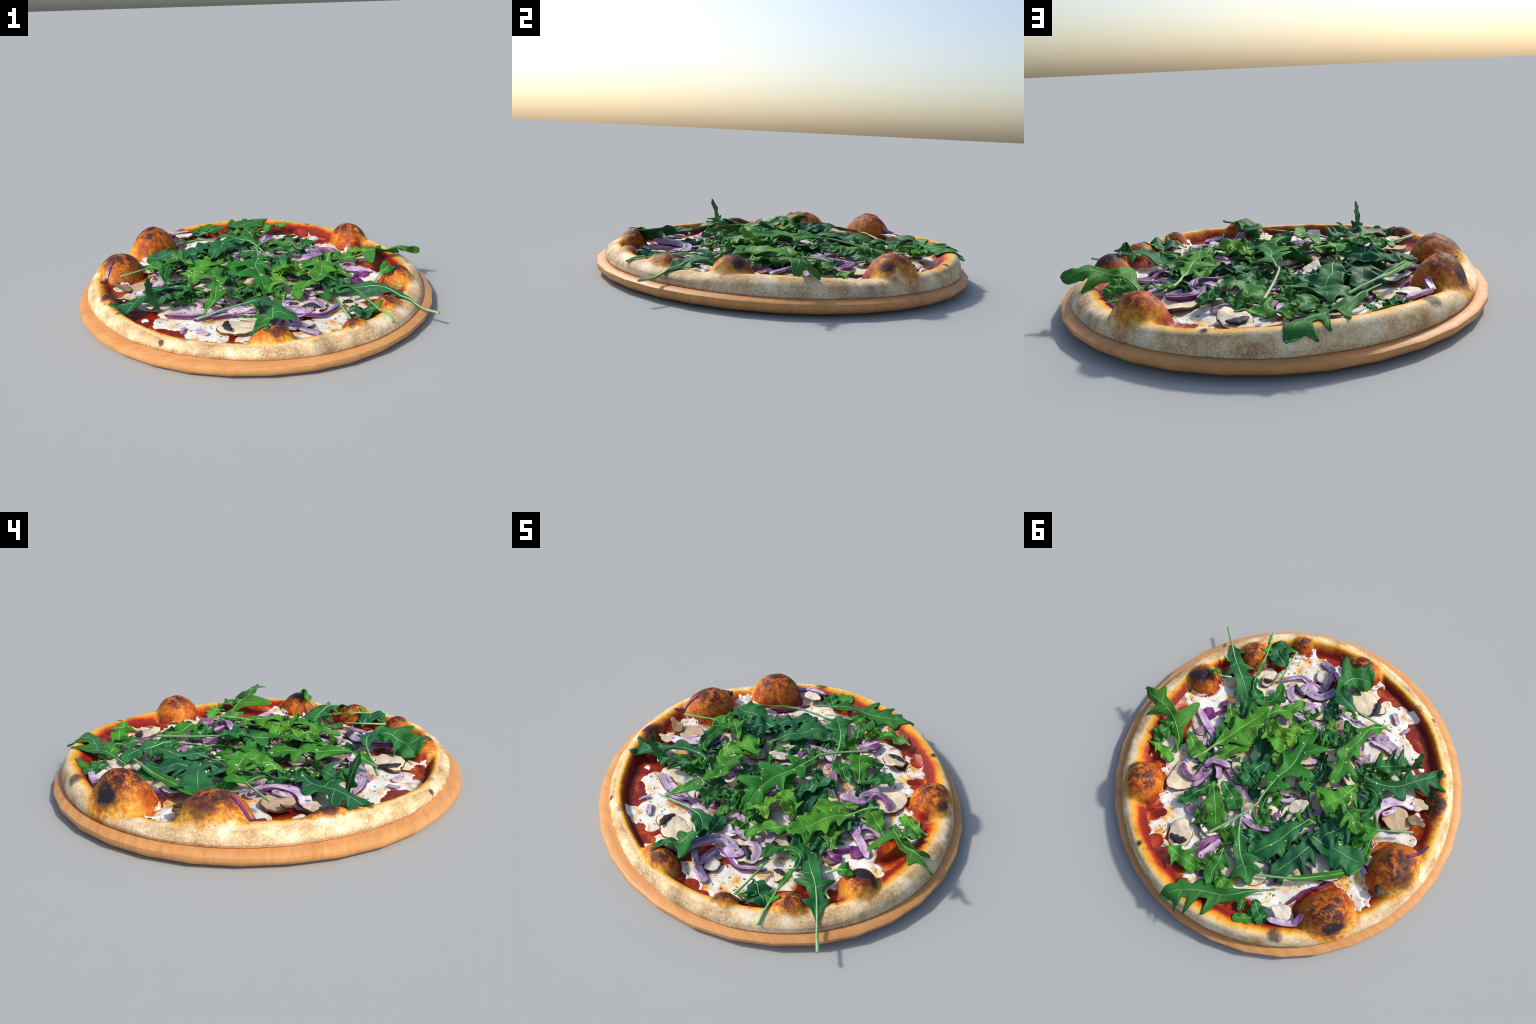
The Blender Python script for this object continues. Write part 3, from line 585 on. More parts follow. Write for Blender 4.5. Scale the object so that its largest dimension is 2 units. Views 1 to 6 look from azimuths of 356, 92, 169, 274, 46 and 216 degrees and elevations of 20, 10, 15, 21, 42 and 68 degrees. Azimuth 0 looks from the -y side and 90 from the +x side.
# ------------------------------------------------------------------ crust material
def crust_material(name="baked_dough"):
    N = Nodes(name)
    sep = N.n("ShaderNodeSeparateXYZ")
    N.put(sep.inputs[0], N.co)
    x, y, z = sep.outputs
    flat = N.n("ShaderNodeCombineXYZ")
    N.put(flat.inputs[0], x)
    N.put(flat.inputs[1], y)
    r = N.vm("LENGTH", flat.outputs[0])
    ang = N.m("DIVIDE", N.m("ARCTAN2", y, x), math.tau)
    ang = N.m("FRACT", N.m("ADD", ang, 1.0))

    def curve(vals):
        c = N.n("ShaderNodeFloatCurve")
        pts = c.mapping.curves[0].points
        xs = list(ANGLES / 360) + [1.0]
        ys = list(vals) + [vals[0]]
        while len(pts) < len(xs):
            pts.new(0.5, 0.5)
        for p, a, b in zip(pts, xs, ys):
            p.location = (a, b)
        c.mapping.update()
        N.put(c.inputs["Value"], ang)
        return c.outputs[0]

    red, crest = curve(RIM_RED), curve(RIM_CREST)
    t = N.m("DIVIDE", N.m("SUBTRACT", r, red), N.m("SUBTRACT", N.m("ADD", crest, 0.012), red))
    wob = N.m("SUBTRACT", N.noise(9, 5, .6), 0.5)
    fine = N.m("SUBTRACT", N.noise(60, 4, .65), 0.5)
    t = N.m("ADD", t, N.m("ADD", N.m("MULTIPLY", wob, 1.3), N.m("MULTIPLY", fine, .35)))
    band = N.ramp(N.m("MULTIPLY_ADD", t, 0.4, 0.3), [
        (0.0, (.17, .008, .004)), (.22, (.26, .012, .006)), (.32, (.45, .06, .006)), (.42, (.60, .20, .012)), (.56, (.76, .36, .03)), (.70, (.80, .52, .15)), (.86, (.86, .70, .44))])
    # flour-dusted outer dough: pale with toasted speckle and broad toasted patches
    speck = N.noise(130, 3, .7)
    patch = N.noise(9, 5, .62)
    dough = N.ramp(N.m("ADD", N.m("MULTIPLY", speck, .34), N.m("MULTIPLY", patch, .72)), [
        (.37, (.33, .18, .075)), (.48, (.56, .36, .17)), (.57, (.74, .55, .31)), (.67, (.88, .76, .56))])
    grain = N.ss(.60, .72, N.noise(75, 2, .5))
    dough = N.mix(N.m("MULTIPLY", grain, .6), dough, (.82, .76, .66))
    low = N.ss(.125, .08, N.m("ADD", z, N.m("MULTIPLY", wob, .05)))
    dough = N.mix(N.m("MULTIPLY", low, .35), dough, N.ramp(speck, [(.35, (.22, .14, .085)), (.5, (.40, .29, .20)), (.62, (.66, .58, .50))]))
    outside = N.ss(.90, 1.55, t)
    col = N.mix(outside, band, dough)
    # toasted freckles on the yellow shoulder
    fre = N.m("MULTIPLY", N.ss(.58, .70, N.noise(38, 5, .7, .6)), N.m("MULTIPLY", N.ss(.0, .5, t), N.ss(1.3, .8, t)))
    col = N.mix(N.m("MULTIPLY", fre, .75), col, (.16, .045, .01))
    # blisters: rust-orange skin, redder and yellower in streaks
    skin = N.ramp(N.noise(26, 8, .7, .6), [(.30, (.16, .018, .005)), (.42, (.36, .062, .007)), (.54, (.56, .15, .010)), (.70, (.70, .30, .02))])
    dark = N.ss(.445, .53, N.m("ADD", N.m("MULTIPLY", N.noise(20, 4, .6, .5), .5), N.m("MULTIPLY", N.noise(75, 5, .7, .6), .5)))
    gold = N.ramp(N.noise(30, 5, .6), [(.35, (.52, .17, .012)), (.6, (.74, .38, .05))])
    for b in BLISTERS:
        a = math.atan2(b["y"], b["x"])
        off = .022
        d = N.vm("SUBTRACT", flat.outputs[0], (b["x"] - off * math.cos(a), b["y"] - off * math.sin(a), 0))
        u = N.m("DIVIDE", N.vm("DOT_PRODUCT", d, (math.cos(a), math.sin(a), 0)), b["ra"])
        v = N.m("DIVIDE", N.vm("DOT_PRODUCT", d, (-math.sin(a), math.cos(a), 0)), b["rb"])
        dist = N.m("SQRT", N.m("ADD", N.m("MULTIPLY", u, u), N.m("MULTIPLY", v, v)))
        dist = N.m("ADD", dist, N.m("ADD", N.m("MULTIPLY", wob, .6), N.m("MULTIPLY", fine, .45)))
        col = N.mix(N.m("MULTIPLY", N.ss(1.22, .95, dist), N.ss(-.4, .5, u)), col, gold)
        col = N.mix(N.ss(1.02, .70, dist), col, skin)
        topm = N.m("MULTIPLY", N.ss(.92, .30, N.m("ADD", dist, N.m("MULTIPLY", u, -.22))), dark)
        col = N.mix(N.m("MULTIPLY", topm, .92), col, (.026, .011, .017))
    warp = N.m("MULTIPLY", N.m("SUBTRACT", N.noise(16, 5, .7), .5), 1.0)
    for sx, sy, sz, sr, k in SCORCH:
        d = N.m("DIVIDE", N.vm("DISTANCE", N.co, (sx, sy, sz)), sr)
        d = N.m("ADD", d, N.m("MULTIPLY", warp, 1.6))
        col = N.mix(N.m("MULTIPLY", N.ss(1.05, .45, d), k), col, (.022, .016, .024))
    bump = N.m("ADD", N.m("MULTIPLY", N.noise(45, 6, .6), 1.0), N.m("MULTIPLY", speck, .25))
    return N.done(col, rough=.62, bump=bump, strength=.35, dist=.006, spec=.25)


def sauce_material():
    N = Nodes("tomato_sauce")
    col = N.ramp(N.noise(11, 7, .65, .5), [(.30, (.11, .005, .003)), (.46, (.22, .012, .005)), (.57, (.37, .043, .006)), (.68, (.58, .16, .014))])
    return N.done(col, rough=.35, bump=N.noise(40, 5), strength=.4, dist=.005, spec=.4)


def cheese_material():
    N = Nodes("melted_mozzarella")
    base = N.ramp(N.noise(16, 4), [(.35, (.72, .68, .60)), (.6, (.84, .84, .80))])
    oil = N.ss(.47, .64, N.noise(13, 5, .6, .6))
    col = N.mix(N.m("MULTIPLY", oil, .95), base, N.ramp(N.noise(30, 3), [(.36, (.58, .17, .015)), (.50, (.80, .44, .06)), (.62, (.85, .66, .24))]))
    red = N.ss(.60, .70, N.noise(11, 6, .65, .5, co=N.vm("ADD", N.co, (3.1, 1.7, 0))))
    col = N.mix(N.m("MULTIPLY", red, .8), col, (.42, .07, .015))
    return N.done(col, rough=.33, bump=N.noise(30, 4), strength=.25, dist=.006, spec=.4)


def wood_material():
    N = Nodes("beech_wood")
    mp = N.n("ShaderNodeMapping")
    N.put(mp.inputs[0], N.co)
    mp.inputs["Rotation"].default_value = (0, 0, math.radians(28))
    mp.inputs["Scale"].default_value = (1.6, 9.0, 3.0)
    g = N.noise(4.0, 6, .6, .8, co=mp.outputs[0])
    col = N.ramp(g, [(.28, (.52, .230, .078)), (.5, (.61, .290, .102)), (.72, (.67, .345, .130))])
    fleck = N.ss(.60, .72, N.noise(9.0, 3, .5, 1.2, co=mp.outputs[0]))
    col = N.mix(N.m("MULTIPLY", fleck, .35), col, (.50, .19, .075))
    return N.done(col, rough=.5, bump=g, strength=.08, dist=.004, spec=.3)


def leaf_material():
    N = Nodes("rocket_leaf")
    tone = N.prop("tone")
    col = N.ramp(tone, [(0, (.017, .092, .044)), (.3, (.026, .150, .042)), (.6, (.045, .205, .024)), (1, (.105, .31, .024))])
    v = N.noise(12, 4, .6)
    col = N.hsv(col, N.m("ADD", .488, N.m("MULTIPLY", N.rnd(), .024)), 1.0, N.m("ADD", .70, N.m("MULTIPLY", v, .6)))
    pale = N.ss(.60, .75, N.noise(28, 5, .6, .5))
    col = N.mix(N.m("MULTIPLY", pale, .30), col, (.13, .28, .08))
    return N.done(col, rough=.5, bump=N.noise(55, 5), strength=.35, dist=.004, spec=.16, trans=.12)


def rib_material():
    N = Nodes("leaf_rib")
    col = N.ramp(N.prop("tone"), [(0, (.22, .40, .26)), (1, (.28, .48, .16))])
    col = N.mix(N.ss(.4, .7, N.noise(20, 3)), col, (.14, .32, .08))
    return N.done(col, rough=.4, spec=.35)


def onion_material():
    N = Nodes("red_onion")
    skin = N.prop("skin")
    flesh = N.ramp(N.noise(18, 3, .5), [(.3, (.34, .18, .37)), (.5, (.52, .37, .53)), (.70, (.76, .67, .72))])
    purple = N.ramp(N.noise(25, 3), [(.35, (.10, .014, .10)), (.65, (.22, .045, .20))])
    fac = N.ss(.42, .85, N.m("ADD", N.m("MULTIPLY", skin, .9), N.m("MULTIPLY", N.noise(20, 3), .35)))
    col = N.mix(fac, flesh, purple)
    return N.done(col, rough=.35, bump=N.noise(60, 3), strength=.15, dist=.003, spec=.4)


def onion_skin_material():
    N = Nodes("onion_skin")
    col = N.ramp(N.noise(25, 3), [(.35, (.075, .010, .080)), (.65, (.17, .03, .15))])
    return N.done(col, rough=.35, spec=.4)


def mushroom_material():
    N = Nodes("mushroom_flesh")
    tone = N.prop("tone")
    base = N.ramp(tone, [(0, (.74, .69, .63)), (.35, (.72, .61, .44)), (.7, (.42, .27, .14)), (1, (.12, .075, .05))])
    v = N.noise(18, 5, .6)
    col = N.hsv(base, .5, 1.0, N.m("ADD", .75, N.m("MULTIPLY", v, .5)))
    mp = N.n("ShaderNodeMapping")
    N.put(mp.inputs[0], N.co)
    N.put(mp.inputs["Rotation"], (0, 0, .6))
    mp.inputs["Scale"].default_value = (1, 4.5, 1)
    line = N.ss(.55, .66, N.noise(14, 5, .65, 1.2, co=mp.outputs[0]))
    col = N.mix(N.m("MULTIPLY", line, .45), col, (.26, .16, .09))
    return N.done(col, rough=.6, bump=N.noise(50, 4), strength=.3, dist=.004, spec=.25)


def mushroom_edge_material():
    N = Nodes("mushroom_rim")
    col = N.ramp(N.noise(40, 4), [(.35, (.05, .028, .018)), (.65, (.22, .13, .07))])
    return N.done(col, rough=.6, spec=.25)


def gill_material():
    N = Nodes("mushroom_gill")
    col = N.ramp(N.noise(60, 4, .7), [(.35, (.012, .012, .016)), (.7, (.05, .045, .05))])
    return N.done(col, rough=.6, bump=N.noise(90, 3), strength=.5, dist=.004, spec=.3)


def flake_material(name, a, b):
    N = Nodes(name)
    col = N.ramp(N.noise(22, 3), [(.35, a), (.65, b)])
    return N.done(col, rough=.6, spec=.2)


MAT = dict(crust=crust_material(), sauce=sauce_material(), cheese=cheese_material(), wood=wood_material(), leaf=leaf_material(), rib=rib_material(),
           onion=onion_material(), skin=onion_skin_material(), mush=mushroom_material(), rim=mushroom_edge_material(), gill=gill_material(),
           herb=flake_material("dried_herb", (.10, .13, .05), (.24, .28, .12)), seed=flake_material("pale_flake", (.42, .46, .20), (.62, .62, .34)))

# ------------------------------------------------------------------ board
def build_board():
    sides = 32
    prof = [(0.0, 0.002), (.50, 0.002), (.93, 0.002), (.960, .007), (.980, .017), (.993, .030), (1.0, .044), (.998, .058), (.984, .0665), (.960, .0700), (.60, .0700), (0.0, .0700)]
    V, F = [], []
    for i, (r, z) in enumerate(prof):
        for k in range(sides):
            a = math.tau * k / sides
            wob = 1 + (0.002 * math.sin(5 * a + 1) + 0.0015 * math.sin(9 * a)) * (0 < i < 6)
            V.append((r * wob * math.cos(a), r * wob * math.sin(a), z))
    n = sides
    for i in range(1, len(prof) - 2):
        for k in range(n):
            F.append((i * n + k, i * n + (k + 1) % n, (i + 1) * n + (k + 1) % n, (i + 1) * n + k))
    F.append([1 * n + k for k in reversed(range(n))])
    F.append([(len(prof) - 2) * n + k for k in range(n)])
    used = sorted({v for f in F for v in f})
    idx = {v: i for i, v in enumerate(used)}
    ob = mesh_object("serving_board", [V[v] for v in used], [tuple(idx[v] for v in f) for f in F], MAT["wood"])
    ob.data.set_sharp_from_angle(angle=math.radians(48))
    ob["label"] = "round pale wooden serving board with bevelled faceted edge"
    ob["category"] = "serving board"
    return ob


build_board()
PIZZA = bpy.data.objects.new("pizza", None)
PIZZA.location = (0, 0, BOARD_TOP)
PIZZA.empty_display_size = 0.2
link(PIZZA)
PIZZA["label"] = "wood-fired pizza with rocket, red onion, mushrooms, mozzarella"
PIZZA["category"] = "pizza"


def part(name, verts, faces, mat, parent=PIZZA, smooth=True):
    ob = mesh_object(name, verts, faces, mat, parent, smooth)
    if parent is PIZZA:
        ob.location = (0, 0, -BOARD_TOP)  # keep object coordinates equal to world ones
    return ob


# ------------------------------------------------------------------ crust
def build_crust():
    nth = 720
    th = np.linspace(0, math.tau, nth, endpoint=False)
    ro, rc = soft_ring(RIM_OUT, th), soft_ring(RIM_CREST, th)
    ro = ro + 0.003 * vnoise(np.cos(th) * .9, np.sin(th) * .9, 14, 4)
    # the foot of the rim sags outward on the +x side
    flare = .013 * np.clip(np.cos(th - .35), 0, 1) ** .7 - .007 * np.clip(-np.cos(th - .35), 0, 1) ** .7
    rows = []
    # underside, lower bulge
    for f, z in ((.0, .0710), (.55, .0710), (.95, .0712)):
        rows.append((ro * f if f else ro * 0.05, np.full(nth, z)))
    for a in np.linspace(-75, -8, 6):
        a = math.radians(a)
        rows.append((ro - 0.004 + flare * (.35 - .65 * math.sin(a)) + 0.010 * math.cos(a), 0.088 + 0.018 * math.sin(a)))
    # over the top, dense near the outside
    for q in (1.0, .992, .975, .95, .91, .86, .80, .73, .65, .56, .47, .38, .29, .20, .10, 0):
        rr = rc + (ro + .006 - rc) * q
        rows.append((rr, crust_height(rr * np.cos(th), rr * np.sin(th)) if q < 1 else np.full(nth, .0890)))
    for f in np.r_[np.linspace(.008, .40, 46), np.linspace(.44, .86, 10)]:
        rr = rc * (1 - f)
        rows.append((rr, crust_height(rr * np.cos(th), rr * np.sin(th))))
    V = []
    for rr, zz in rows:
        zz = np.broadcast_to(zz, rr.shape)
        V.append(np.stack([rr * np.cos(th), rr * np.sin(th), zz], 1))
    V = np.vstack(V)
    # frayed, floury lower edge on the -x -y side
    ang = np.degrees(np.arctan2(V[:, 1], V[:, 0])) % 360
    fray = np.exp(-((ang - 243) / 16) ** 2) * np.exp(-((V[:, 2] - .088) / .015) ** 2) * sstep(.85, .90, np.hypot(V[:, 0], V[:, 1]))
    nz = vnoise(V[:, 0], V[:, 1], 70, 9) * .012
    rad = np.hypot(V[:, 0], V[:, 1])[:, None]
    V[:, :2] += V[:, :2] / rad * (fray * nz)[:, None]
    F = grid_faces(len(rows), nth, True)
    part("crust", V, F, MAT["crust"])


build_crust()


# ------------------------------------------------------------------ sauce film and cheese
def build_sauce():
    nth = 480
    th = np.linspace(0, math.tau, nth, endpoint=False)
    edge = soft_ring(RIM_RED, th) - 0.022 + 0.010 * vnoise(np.cos(th), np.sin(th), 12, 6)
    V = []
    fr = np.r_[1.0, .995, .985, np.linspace(.97, .05, 60)]
    for f in fr:
        x, y = edge * f * np.cos(th), edge * f * np.sin(th)
        lift = 0.0025 * sstep(1.0, .985, f) - 0.001 + 0.0012 * vnoise(x, y, 45, 12) * sstep(1.0, .97, f)
        # the film stays off the blisters: it dips under their skin
        near = np.min([np.hypot(x - b["x"], y - b["y"]) / (.5 * (b["ra"] + b["rb"])) for b in BLISTERS], axis=0)
        lift = lift - .009 * sstep(1.0, .86, near + .10 * vnoise(x, y, 25, 13))
        V.append(np.stack([x, y, crust_height(x, y) + lift], 1))
    part("tomato_sauce", np.vstack(V), grid_faces(len(fr), nth, True), MAT["sauce"])


build_sauce()


def cheese_field(x, y):
    f = np.zeros(np.shape(x)) - 0.5
    for b in CHEESE:
        f = np.maximum(f, 1 - np.hypot(x - b["x"], y - b["y"]) / (b["r"] * 1.36))
    for g in SAUCE_GAPS:
        f = np.minimum(f, np.hypot(x - g["x"], y - g["y"]) / (g["r"] * .86) - 1)
    r, th = np.hypot(x, y), np.arctan2(y, x)
    f = np.minimum(f, (soft_ring(RIM_RED, th) + .01 - r) / .06)
    for b in BLISTERS:
        f = np.minimum(f, np.hypot(x - b["x"], y - b["y"]) / (.5 * (b["ra"] + b["rb"]) * 1.0) - 1)
    f = np.minimum(f, (.034 - (crust_height(x, y) - floor_height(x, y))) / .022)
    return f + .24 * vnoise(x, y, 19, 14, 2) + .05 * vnoise(x, y, 60, 15, 2)


def build_cheese():
    st = 0.0055
    g = np.arange(-.88, .88 + st, st)
    X, Y = np.meshgrid(g, g, indexing="ij")
    f = cheese_field(X, Y)
    body = sstep(-.04, .30, f)
    Z = crust_height(X, Y) - .004 + .012 * np.sqrt(body) + .005 * vnoise(X, Y, 20, 16) * body
    n = len(g)
    keep = f > -.06
    ids = -np.ones(n * n, int)
    F = []
    k = keep
    cell = k[:-1, :-1] & k[1:, :-1] & k[1:, 1:] & k[:-1, 1:]
    ii, jj = np.nonzero(cell)
    quads = np.stack([ii * n + jj, (ii + 1) * n + jj, (ii + 1) * n + jj + 1, ii * n + jj + 1], 1)
    used = np.unique(quads)
    ids[used] = np.arange(len(used))
    V = np.stack([X.ravel()[used], Y.ravel()[used], Z.ravel()[used]], 1)
    part("mozzarella", V, [tuple(q) for q in ids[quads]], MAT["cheese"])


build_cheese()


# ------------------------------------------------------------------ rocket leaves
def leaf_shape(t, spec, side, R, stem, L):
    w0, w = 0.0055, spec["w"] * (1.14 if spec.get("lobes") else 1.16)
    u = np.clip((t - stem) / max(1e-3, 1 - stem), 0, 1)
    body = np.sin(np.clip(u, 0, 1) ** .8 * math.pi * .62 + .12) / math.sin(math.pi * .5)
    body = np.clip(body, 0, 1) * np.sqrt(np.clip((1 - t) / .10, 0, 1))
    grow = sstep(0, .16, u) if stem > 0 else np.sqrt(np.clip(u / .12, 0, 1))
    taper = (1 - t) ** .3 if spec.get("taper") else 1.0
    w = w * taper
    width = w0 * np.sqrt(np.clip((1 - t) / .02, 0, 1)) + (w - w0) * body * grow * (1.0 if spec.get("lobes") else 1.15)
    reach = np.zeros_like(t)
    for lt, ls, ll, lw in spec.get("lobes", []):
        if ls == side:
            reach = np.maximum(reach, 1.05 * ll * np.exp(-np.abs((t - lt) / (lw * .95)) ** 2.8))
    ragged = .06 * np.sin(t * R.uniform(25, 45) + R.uniform(0, 6)) + .04 * np.sin(t * R.uniform(60, 90) + R.uniform(0, 6))
    ragged = ragged * (t > stem + .02) * (0 if spec.get("taper") else 1)
    return width * (1 + ragged) + reach * np.sqrt(np.clip((1 - t) / .06, 0, 1)), width


def build_leaf(spec, i):
    R = np.random.default_rng(1000 + i)
    stem = spec.get("stem", 0.0)
    n, hs = 64, 6
    C, L = spline(spec["spine"], n)
    T, Lt, N = frames(C)
    t = np.linspace(0, 1, n)
    roll = math.radians(R.uniform(-12, 12) if L > .1 and not spec.get("taper") and spec.get("cup", .25) > 0 else 0) + np.radians(np.linspace(spec.get("roll", 0), spec.get("roll2", spec.get("roll", 0)), n))
    side_v = Lt * np.cos(roll)[:, None] + N * np.sin(roll)[:, None]
    nor = N * np.cos(roll)[:, None] - Lt * np.sin(roll)[:, None]
    cup, ph = spec.get("cup", .25) * (R.uniform(.5, 2.2) if spec.get("cup", .25) > 0 else 1), R.uniform(0, 6, 4)
    rows = []
    wl, bl = leaf_shape(t, spec, 1, R, stem, L)
    wr, br = leaf_shape(t, spec, -1, R, stem, L)
    for s in range(-hs, hs + 1):
        f = s / hs
        w, b = (wl, bl) if f >= 0 else (wr, br)
        d = np.abs(f) * w
        sweep = 0.55 * np.clip(d - b * .8, 0, None)           # lobes lean towards the tip
        wave = .10 * d * np.sin(t * 17 + ph[0] + 2 * np.sign(f)) + .05 * w * np.sin(t * 33 + ph[1]) * abs(f)
        P = C + side_v * (np.sign(f) * d)[:, None] + T * sweep[:, None] + nor * (cup * d * (1 - .4 * abs(f)) * .7 + wave - 0.9 * np.clip(d - .05, 0, None) ** 1.0 * .45)[:, None]
        rows.append(P)
    G = np.stack(rows, 1)          # n x (2hs+1) x 3
    # crumple: slow folds along and across the blade, none on the bare stem
    lateral = np.linspace(-1, 1, 2 * hs + 1)[None, :]
    blade = sstep(stem, stem + .15, t)[:, None]
    fold = .010 * np.sin(t[:, None] * 13 + lateral * 1.5 + ph[2]) + .007 * np.sin(t[:, None] * 24 - lateral * 2.5 + ph[3]) * np.abs(lateral)
    G += nor[:, None, :] * (fold * blade * (0 if spec.get("taper") else min(1.0, spec["w"] / .04)))[:, :, None]
    # rest on what lies underneath
    G[:, :, 2] = np.maximum(G[:, :, 2], crust_height(G[:, :, 0], G[:, :, 1]) + .006) if spec.get("rest", True) else G[:, :, 2]
    m = 2 * hs + 1
    # thin blade with real thickness
    gu = np.gradient(G, axis=0)
    gv = np.gradient(G, axis=1)
    nn = np.cross(gu, gv)
    nn /= np.linalg.norm(nn, axis=2)[:, :, None] + 1e-9
    th = .0018
    top, bot = G + nn * th, G - nn * th
    V = np.vstack([top.reshape(-1, 3), bot.reshape(-1, 3)])
    o = n * m
    F = [tuple(f) for f in grid_faces(n, m)] + [tuple(o + k for k in reversed(f)) for f in grid_faces(n, m)]
    border = [(a * m, (a + 1) * m) for a in range(n - 1)] + [((a + 1) * m + m - 1, a * m + m - 1) for a in range(n - 1)]
    border += [(b + 1, b) for b in range(m - 1)] + [((n - 1) * m + b, (n - 1) * m + b + 1) for b in range(m - 1)]
    F += [(b, a, a + o, b + o) for a, b in border]
    ob = part("leaf", V, F, MAT["leaf"])
    ob["tone"] = float(spec.get("tone", .5))
    # midrib with side veins, a part of its own
    if spec.get("rib", True):
        mid = top[:, hs]
        VV, FF = [], []

        def tube(P, r0, r1, up):
            k, base = 6, len(VV)
            Tn, Ln, Nn = frames(P)
            for q in range(len(P)):
                rr = r0 + (r1 - r0) * q / (len(P) - 1)
                for a in range(k):
                    c = math.tau * a / k
                    VV.append(P[q] + up * .0 + Ln[q] * rr * math.cos(c) + Nn[q] * rr * .8 * math.sin(c))
            for q in range(len(P) - 1):
                for a in range(k):
                    FF.append((base + q * k + a, base + q * k + (a + 1) % k, base + (q + 1) * k + (a + 1) % k, base + (q + 1) * k + a))
            FF.append(tuple(base + a for a in reversed(range(k))))
            FF.append(tuple(base + (len(P) - 1) * k + a for a in range(k)))

        r0 = .0085 if stem > .15 else .0035
        tube(mid[: int(n * .93)], r0, .0012, 0)
        for lt, ls, ll, lw in spec.get("lobes", []):
            if ll > .035:
                q = int(np.clip(lt - .03, 0, 1) * (n - 1))
                q2 = int(np.clip(lt, 0, 1) * (n - 1))
                cols = np.arange(hs, hs + ls * (hs - 1), ls)
                qs = np.round(np.linspace(q, q2, len(cols))).astype(int)
                tube(np.array([top[a, b] for a, b in zip(qs, cols)]), .0015, .0007, 0)
        rb = mesh_object("midrib", VV, FF, MAT["rib"], ob)
        rb["tone"] = ob["tone"]
    return ob


for i, spec in enumerate(LEAVES):
    build_leaf(spec, i)

# loose small leaves buried in the heap
def filler_leaves():
    R = np.random.default_rng(77)
    for i in range(40):
        rad, a = .54 * math.sqrt(R.uniform(0, 1)), R.uniform(0, math.tau)
        x, y = rad * math.cos(a), rad * math.sin(a)
        h = R.uniform(0, math.tau)
        ln = R.uniform(.14, .24)
        bend = R.uniform(-.9, .9)
        z0 = float(floor_height(x, y)) + R.uniform(.015, .035) + R.uniform(0, .045) * math.exp(-((x + .15) ** 2 + (y - .1) ** 2) / .12)
        pts = []
        for k in range(4):
            hh = h + bend * (k / 3 - .5)
            pts.append((x + ln * (k / 3 - .5) * math.cos(hh), y + ln * (k / 3 - .5) * math.sin(hh), z0 + R.uniform(-.012, .018)))
        lob = [(.25 + .18 * k + R.uniform(-.03, .03), R.choice([-1, 1]), R.uniform(.02, .045), .05) for k in range(3)]
        build_leaf(dict(rib=bool(i % 3 == 0), spine=pts, w=R.uniform(.026, .040), stem=R.choice([0, .1, .3]), lobes=lob, roll=R.uniform(-65, 65), roll2=R.uniform(-65, 65), cup=R.uniform(.1, .8), tone=R.uniform(.0, .75)), 500 + i)  # tone kept low: buried leaves coloured darker for the shade inside the heap


filler_leaves()


# ------------------------------------------------------------------ red onion strips
def build_onion(spec, i):
    R = np.random.default_rng(3000 + i)
    n = 30
    C, L = spline(spec["path"], n)
    T, Lt, N = frames(C)
    t = np.linspace(0, 1, n)
    w = spec.get("w", .022) * .70 * np.clip(.35 + np.minimum(t, 1 - t) / .16, 0, 1)
    h = spec.get("h", .014) * .42 * np.clip(.45 + np.minimum(t, 1 - t) / .10, 0, 1)
    roll = np.radians(R.uniform(-18, 18)) + np.radians(R.uniform(-30, 30)) * (t - .5)
    A = Lt * np.cos(roll)[:, None] + N * np.sin(roll)[:, None]
    B = N * np.cos(roll)[:, None] - Lt * np.sin(roll)[:, None]
    cut = sorted(R.uniform(-.55, .55, 2))
    sec = [(-1, -.8), (-.92, -1), (0, -1.0), (.92, -1), (1, -.8), (1, .75), (.90, 1), (cut[1] + .05, .98), (cut[1], .86), (cut[0] + .05, .86), (cut[0], .98), (-.90, 1), (-1, .75)]
    k = len(sec)
    C = C.copy()
    if spec.get("cling"):
        C[:, 2] = crust_height(C[:, 0], C[:, 1])
    C[:, 2] = np.maximum(C[:, 2], crust_height(C[:, 0], C[:, 1]) + h * .8)
    V = np.stack([C + A * (a * w)[:, None] + B * (b * h)[:, None] for a, b in sec], 1).reshape(-1, 3)
    F = grid_faces(n, k, True) + [tuple(range(k)), tuple((n - 1) * k + a for a in reversed(range(k)))]
    F = [tuple(reversed(f)) for f in F]
    ob = part("onion_strip", V, F, MAT["onion"])
    ob["skin"] = float(spec.get("skin", .4))
    ob.data.set_sharp_from_angle(angle=math.radians(35))
    ob.data.materials.append(MAT["skin"])
    # purple outer skin along one long side of each strip
    side = ((4, 5), (11, 12))[i % 2] + ((7,) if R.uniform() < .4 else ()) + ((9,) if R.uniform() < .25 else ())
    for p in ob.data.polygons:
        if len(p.vertices) == 4 and (p.index % k) in side:
            p.material_index = 1
    return ob


for i, spec in enumerate(ONIONS):
    build_onion(spec, i)


def filler_onions():
    R = np.random.default_rng(91)
    for i in range(44):
        rad, a = .55 * math.sqrt(R.uniform(0, 1)), R.uniform(0, math.tau)
        x, y = rad * math.cos(a), rad * math.sin(a)
        h, ln, bend = R.uniform(0, math.tau), R.uniform(.06, .14), R.uniform(-1.6, 1.6)
        z0 = float(floor_height(x, y)) + R.uniform(.012, .028)
        pts = []
        for k in range(4):
            u = k / 3 - .5
            hh = h + bend * u
            pts.append((x + ln * u * math.cos(h) - bend * ln * u * u * math.sin(h), y + ln * u * math.sin(h) + bend * ln * u * u * math.cos(h), z0))
        build_onion(dict(path=pts, w=R.uniform(.014, .028), h=R.uniform(.010, .018), skin=R.uniform(.1, .9)), 200 + i)


filler_onions()


